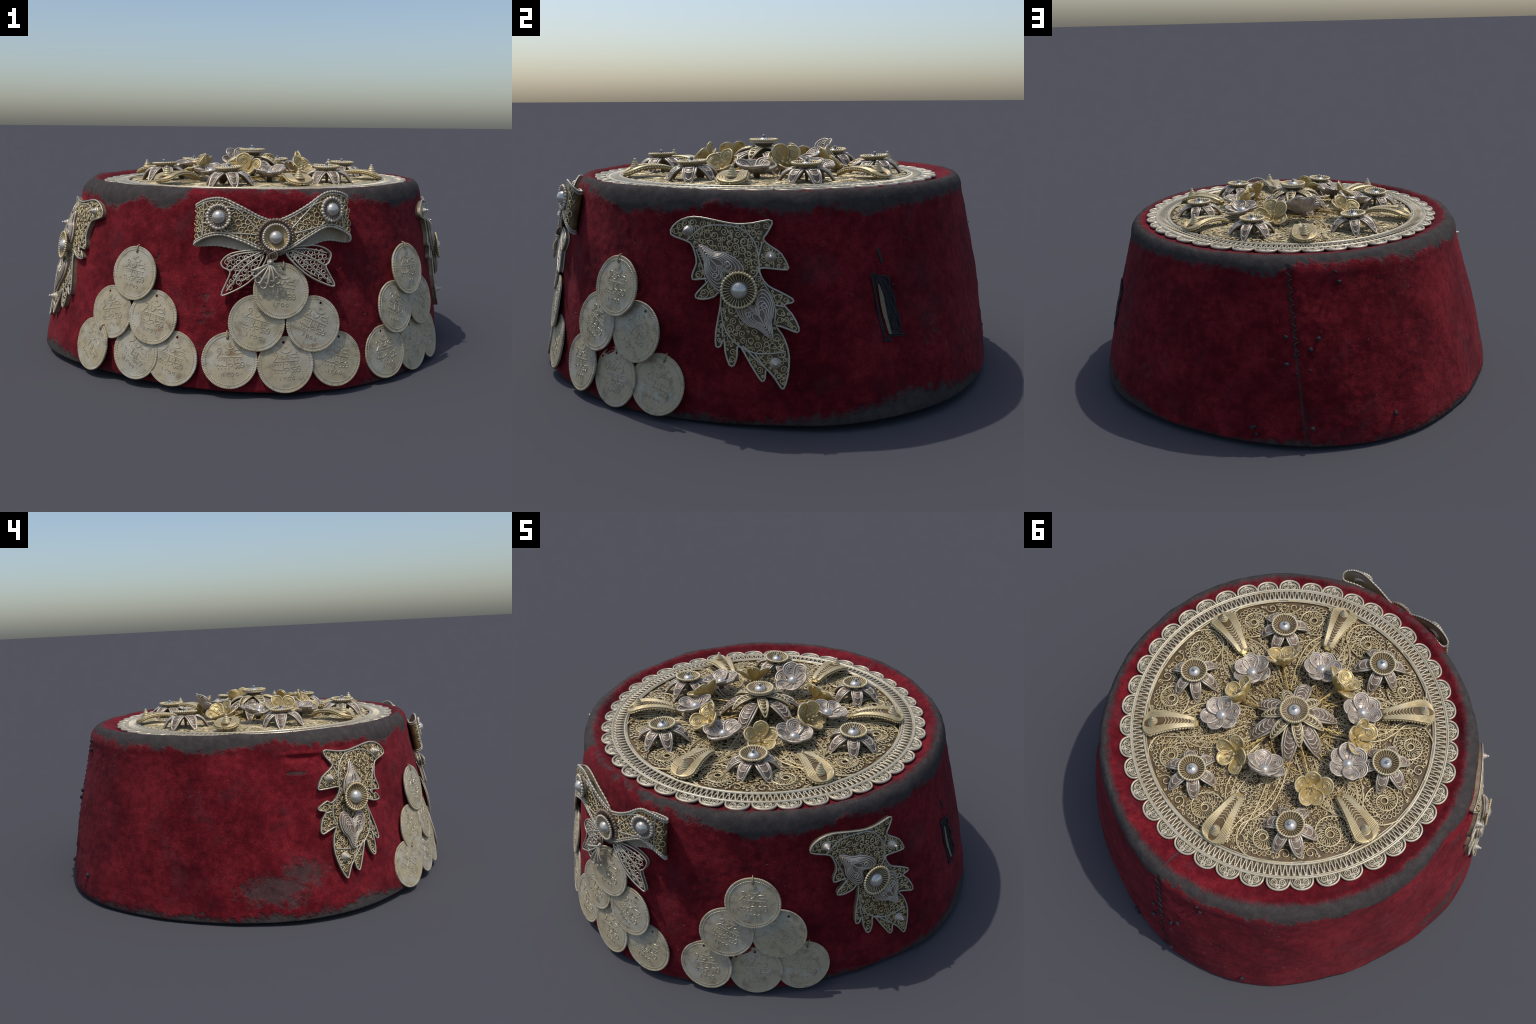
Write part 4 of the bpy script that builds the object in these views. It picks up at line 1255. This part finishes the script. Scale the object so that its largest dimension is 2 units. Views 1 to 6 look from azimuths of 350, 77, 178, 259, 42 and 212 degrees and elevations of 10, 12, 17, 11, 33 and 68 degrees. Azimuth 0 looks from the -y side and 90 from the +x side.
# small fan hanging from the knot
B = Builder()
M = bow_frame(-.022, -.095, .042)
for k in range(6):
    a = math.radians(-62 + 20 * k) - PI / 2 - .12
    L_ = .098 - .010 * abs(k - 2)
    s = np.linspace(0, 1, 8)
    pts = np.stack([L_ * s * np.cos(a), L_ * s * np.sin(a), .010 * np.sin(PI * s) + .012 * s], -1)
    B.tube(pts, .0036 + .0016 * s, False, 5, mat=0)
    if k < 5:
        a2 = a + math.radians(10)
        c = np.array([L_ * .90 * math.cos(a2), L_ * .90 * math.sin(a2)])
        B.tube([(*p, .012) for p in ring(c, .0125, 10)], .0034, True, 5, mat=0)
        P = np.array([[(0, 0, -.001)] * 2, [(L_ * .6 * math.cos(a), L_ * .6 * math.sin(a), .012), (L_ * .6 * math.cos(a + .35), L_ * .6 * math.sin(a + .35), .012)]])
        if k in (0, 1):
            B.grid(np.array([[(0, 0, 0), (0, 0, 0)], [(L_ * .95 * math.cos(a), L_ * .95 * math.sin(a), .011), (L_ * .95 * math.cos(a + .35), L_ * .95 * math.sin(a + .35), .011)]]), mat=1)
cone_stud(B, (0, .004, 0), .012, .018, 0, 2)
t16 = np.arange(16) / 16 * TAU
for k in range(3):
    B.tube([(.010 * math.cos(a) + .008 * k, .022 + .016 * math.sin(a) + .004 * k, .004 + .006 * math.sin(a + k)) for a in t16], .0028, True, 5, mat=1)
obj("fan_pendant", B.mesh("fan_pendant", [SILVER_EDGE, SILVER_DARK]), bow, M)

# ------------------------------------------------------------------ slit patch, seam stitches, beads, lint
B = Builder()
def side_patch(pts, h, mat, n=4):
    """strip between two edges given as (azimuth, height) lists"""
    l, r = pts
    P = np.array([[wall_point(np.array(a0 + (a1 - a0) * u), np.array(z0 + (z1 - z0) * u), h + (.004 * math.sin(PI * u))) for u in np.linspace(0, 1, n)] for (a0, z0), (a1, z1) in zip(l, r)])
    B.grid(P, mat=mat)
left = catmull([(9.9, .512), (10.3, .45), (10.6, .40), (11.0, .34), (11.6, .297)], 5, False)
mid = catmull([(11.2, .512), (12.1, .45), (12.8, .40), (13.2, .34), (13.5, .300)], 5, False)
right = catmull([(14.0, .500), (14.7, .45), (15.2, .40), (15.6, .34), (16.1, .303)], 5, False)
side_patch((mid * .6 + left * .4, right), .0022, 0, 8)  # black strip laid on the uncut wall stands in for the slit's opening
lin_l = catmull([(11.2, .480), (11.4, .44), (11.6, .40), (12.0, .36), (12.6, .31)], 5, False)
lin_r = catmull([(11.6, .480), (12.4, .44), (12.7, .40), (12.9, .36), (13.3, .31)], 5, False)
side_patch((lin_l, lin_r), .0075, 1)
for k in range(9):
    f = k / 8
    e = mid * (1 - f) + right * f
    n0, n1 = rng.randint(0, 3), rng.randint(0, 4)
    e = e[n0:len(e) - n1]
    B.tube([wall_point(np.array(a_ + .22 * math.sin(i_ * .9 + k * 2)), np.array(z_), .004 + .003 * (k % 2) + .002 * math.sin(i_ + k)) for i_, (a_, z_) in enumerate(e)], .0027, False, 5, ref=(1, .2, .17), mat=0)
for e in (left, left * .72 + lin_l * .28):
    B.tube([wall_point(np.array(a_), np.array(z_), .006) for a_, z_ in e], .0030, False, 5, ref=(1, .2, .17), mat=0)
for (a0, z0), (a1, z1) in (((9.6, .513), (11.4, .513)), ((11.2, .292), (13.1, .290)), ((13.2, .303), (16.3, .302)), ((12, .505), (14.4, .498))):
    for k in range(2):
        B.tube([wall_point(np.array(a0 + (a1 - a0) * u), np.array(z0 + (z1 - z0) * u - .005 * k + .004 * math.sin(PI * u)), .004 + .004 * math.sin(PI * u)) for u in np.linspace(0, 1, 8)], .0026, False, 5, ref=(1, .2, .17), mat=0)
side_patch((catmull([(12.0, .60), (12.3, .575), (12.8, .548)], 4, False), catmull([(12.6, .60), (13.0, .575), (13.4, .55)], 4, False)), .003, 0)
obj("buttonhole_patch", B.mesh("buttonhole_patch", [BLACK, LINING]), root)

B = Builder()
for k in range(30):
    z_ = .79 - k * .0255
    if .05 < z_ < .40 and k % 3:
        continue
    a_ = 84.2 + 4.3 * (1 - z_ / .74)
    sgn = 1 if k % 2 else -1
    zz_ = min(z_, .745)
    p = [wall_point(np.array(a_ + u * .8), np.array(zz_ + sgn * u * .008 + (z_ - zz_) * .9), .003 + .003 * (1 - u * u) - (z_ - zz_) * .55) for u in np.linspace(-1, 1, 7)]
    B.tube(p, .0026, False, 5, ref=(0, 1, .17))
stitches = obj("seam_stitches", B.mesh("seam_stitches", [BLACK]), root)
stitches["kind"] = "stuff"

BEADS = [(83.4, .486, 1), (91.9, .478, 1.1), (89.8, .435, 1.1), (85.7, .414, .7), (83.6, .374, 1.2), (89.6, .349, .6), (97.3, .742, .8), (98.3, .700, 1), (74.6, .093, 1.1), (75.3, .097, .8), (75.7, .064, .9), (89.8, .103, 1.1), (111.3, .122, 1.2)]
for k, (a_, z_, s) in enumerate(BEADS):
    Bb = Builder()
    r = .0088 * s
    prof = [(.0001 + r * math.cos(q) * 1.05, r * .7 + r * .85 * math.sin(q)) for q in np.linspace(-1.5, 1.5, 9)] + [(.0001, r * 1.55)]
    Bb.revolve(prof, 12, 0, mod=lambda i, t: 1 + .12 * np.cos(3 * t + k))
    obj("bead", Bb.mesh("bead", [BURR]), root, wall_frame(a_, z_, 0.0) @ Matrix.Rotation(k, 4, 'Z'))

# stray fibres caught in the nap
B = Builder()
for k in range(150):
    a_, z_ = rng.uniform(0, 360), rng.uniform(.06, .72)
    d, L_ = rng.uniform(0, TAU), rng.uniform(.004, .013)
    p = [wall_point(np.array(a_ + math.degrees(L_ * u * math.cos(d + u * 1.2) / .9)), np.array(z_ + L_ * u * math.sin(d + u * 1.2)), .002 + .003 * math.sin(PI * u)) for u in np.linspace(0, 1, 5)]
    B.tube(p, .0006, False, 3, ref=(.3, .4, .8))
lint = obj("lint", B.mesh("lint", [cloth("lint_fibre", (.22, .17, .16), (.12, .09, .09))]), root)
lint["kind"] = "stuff"
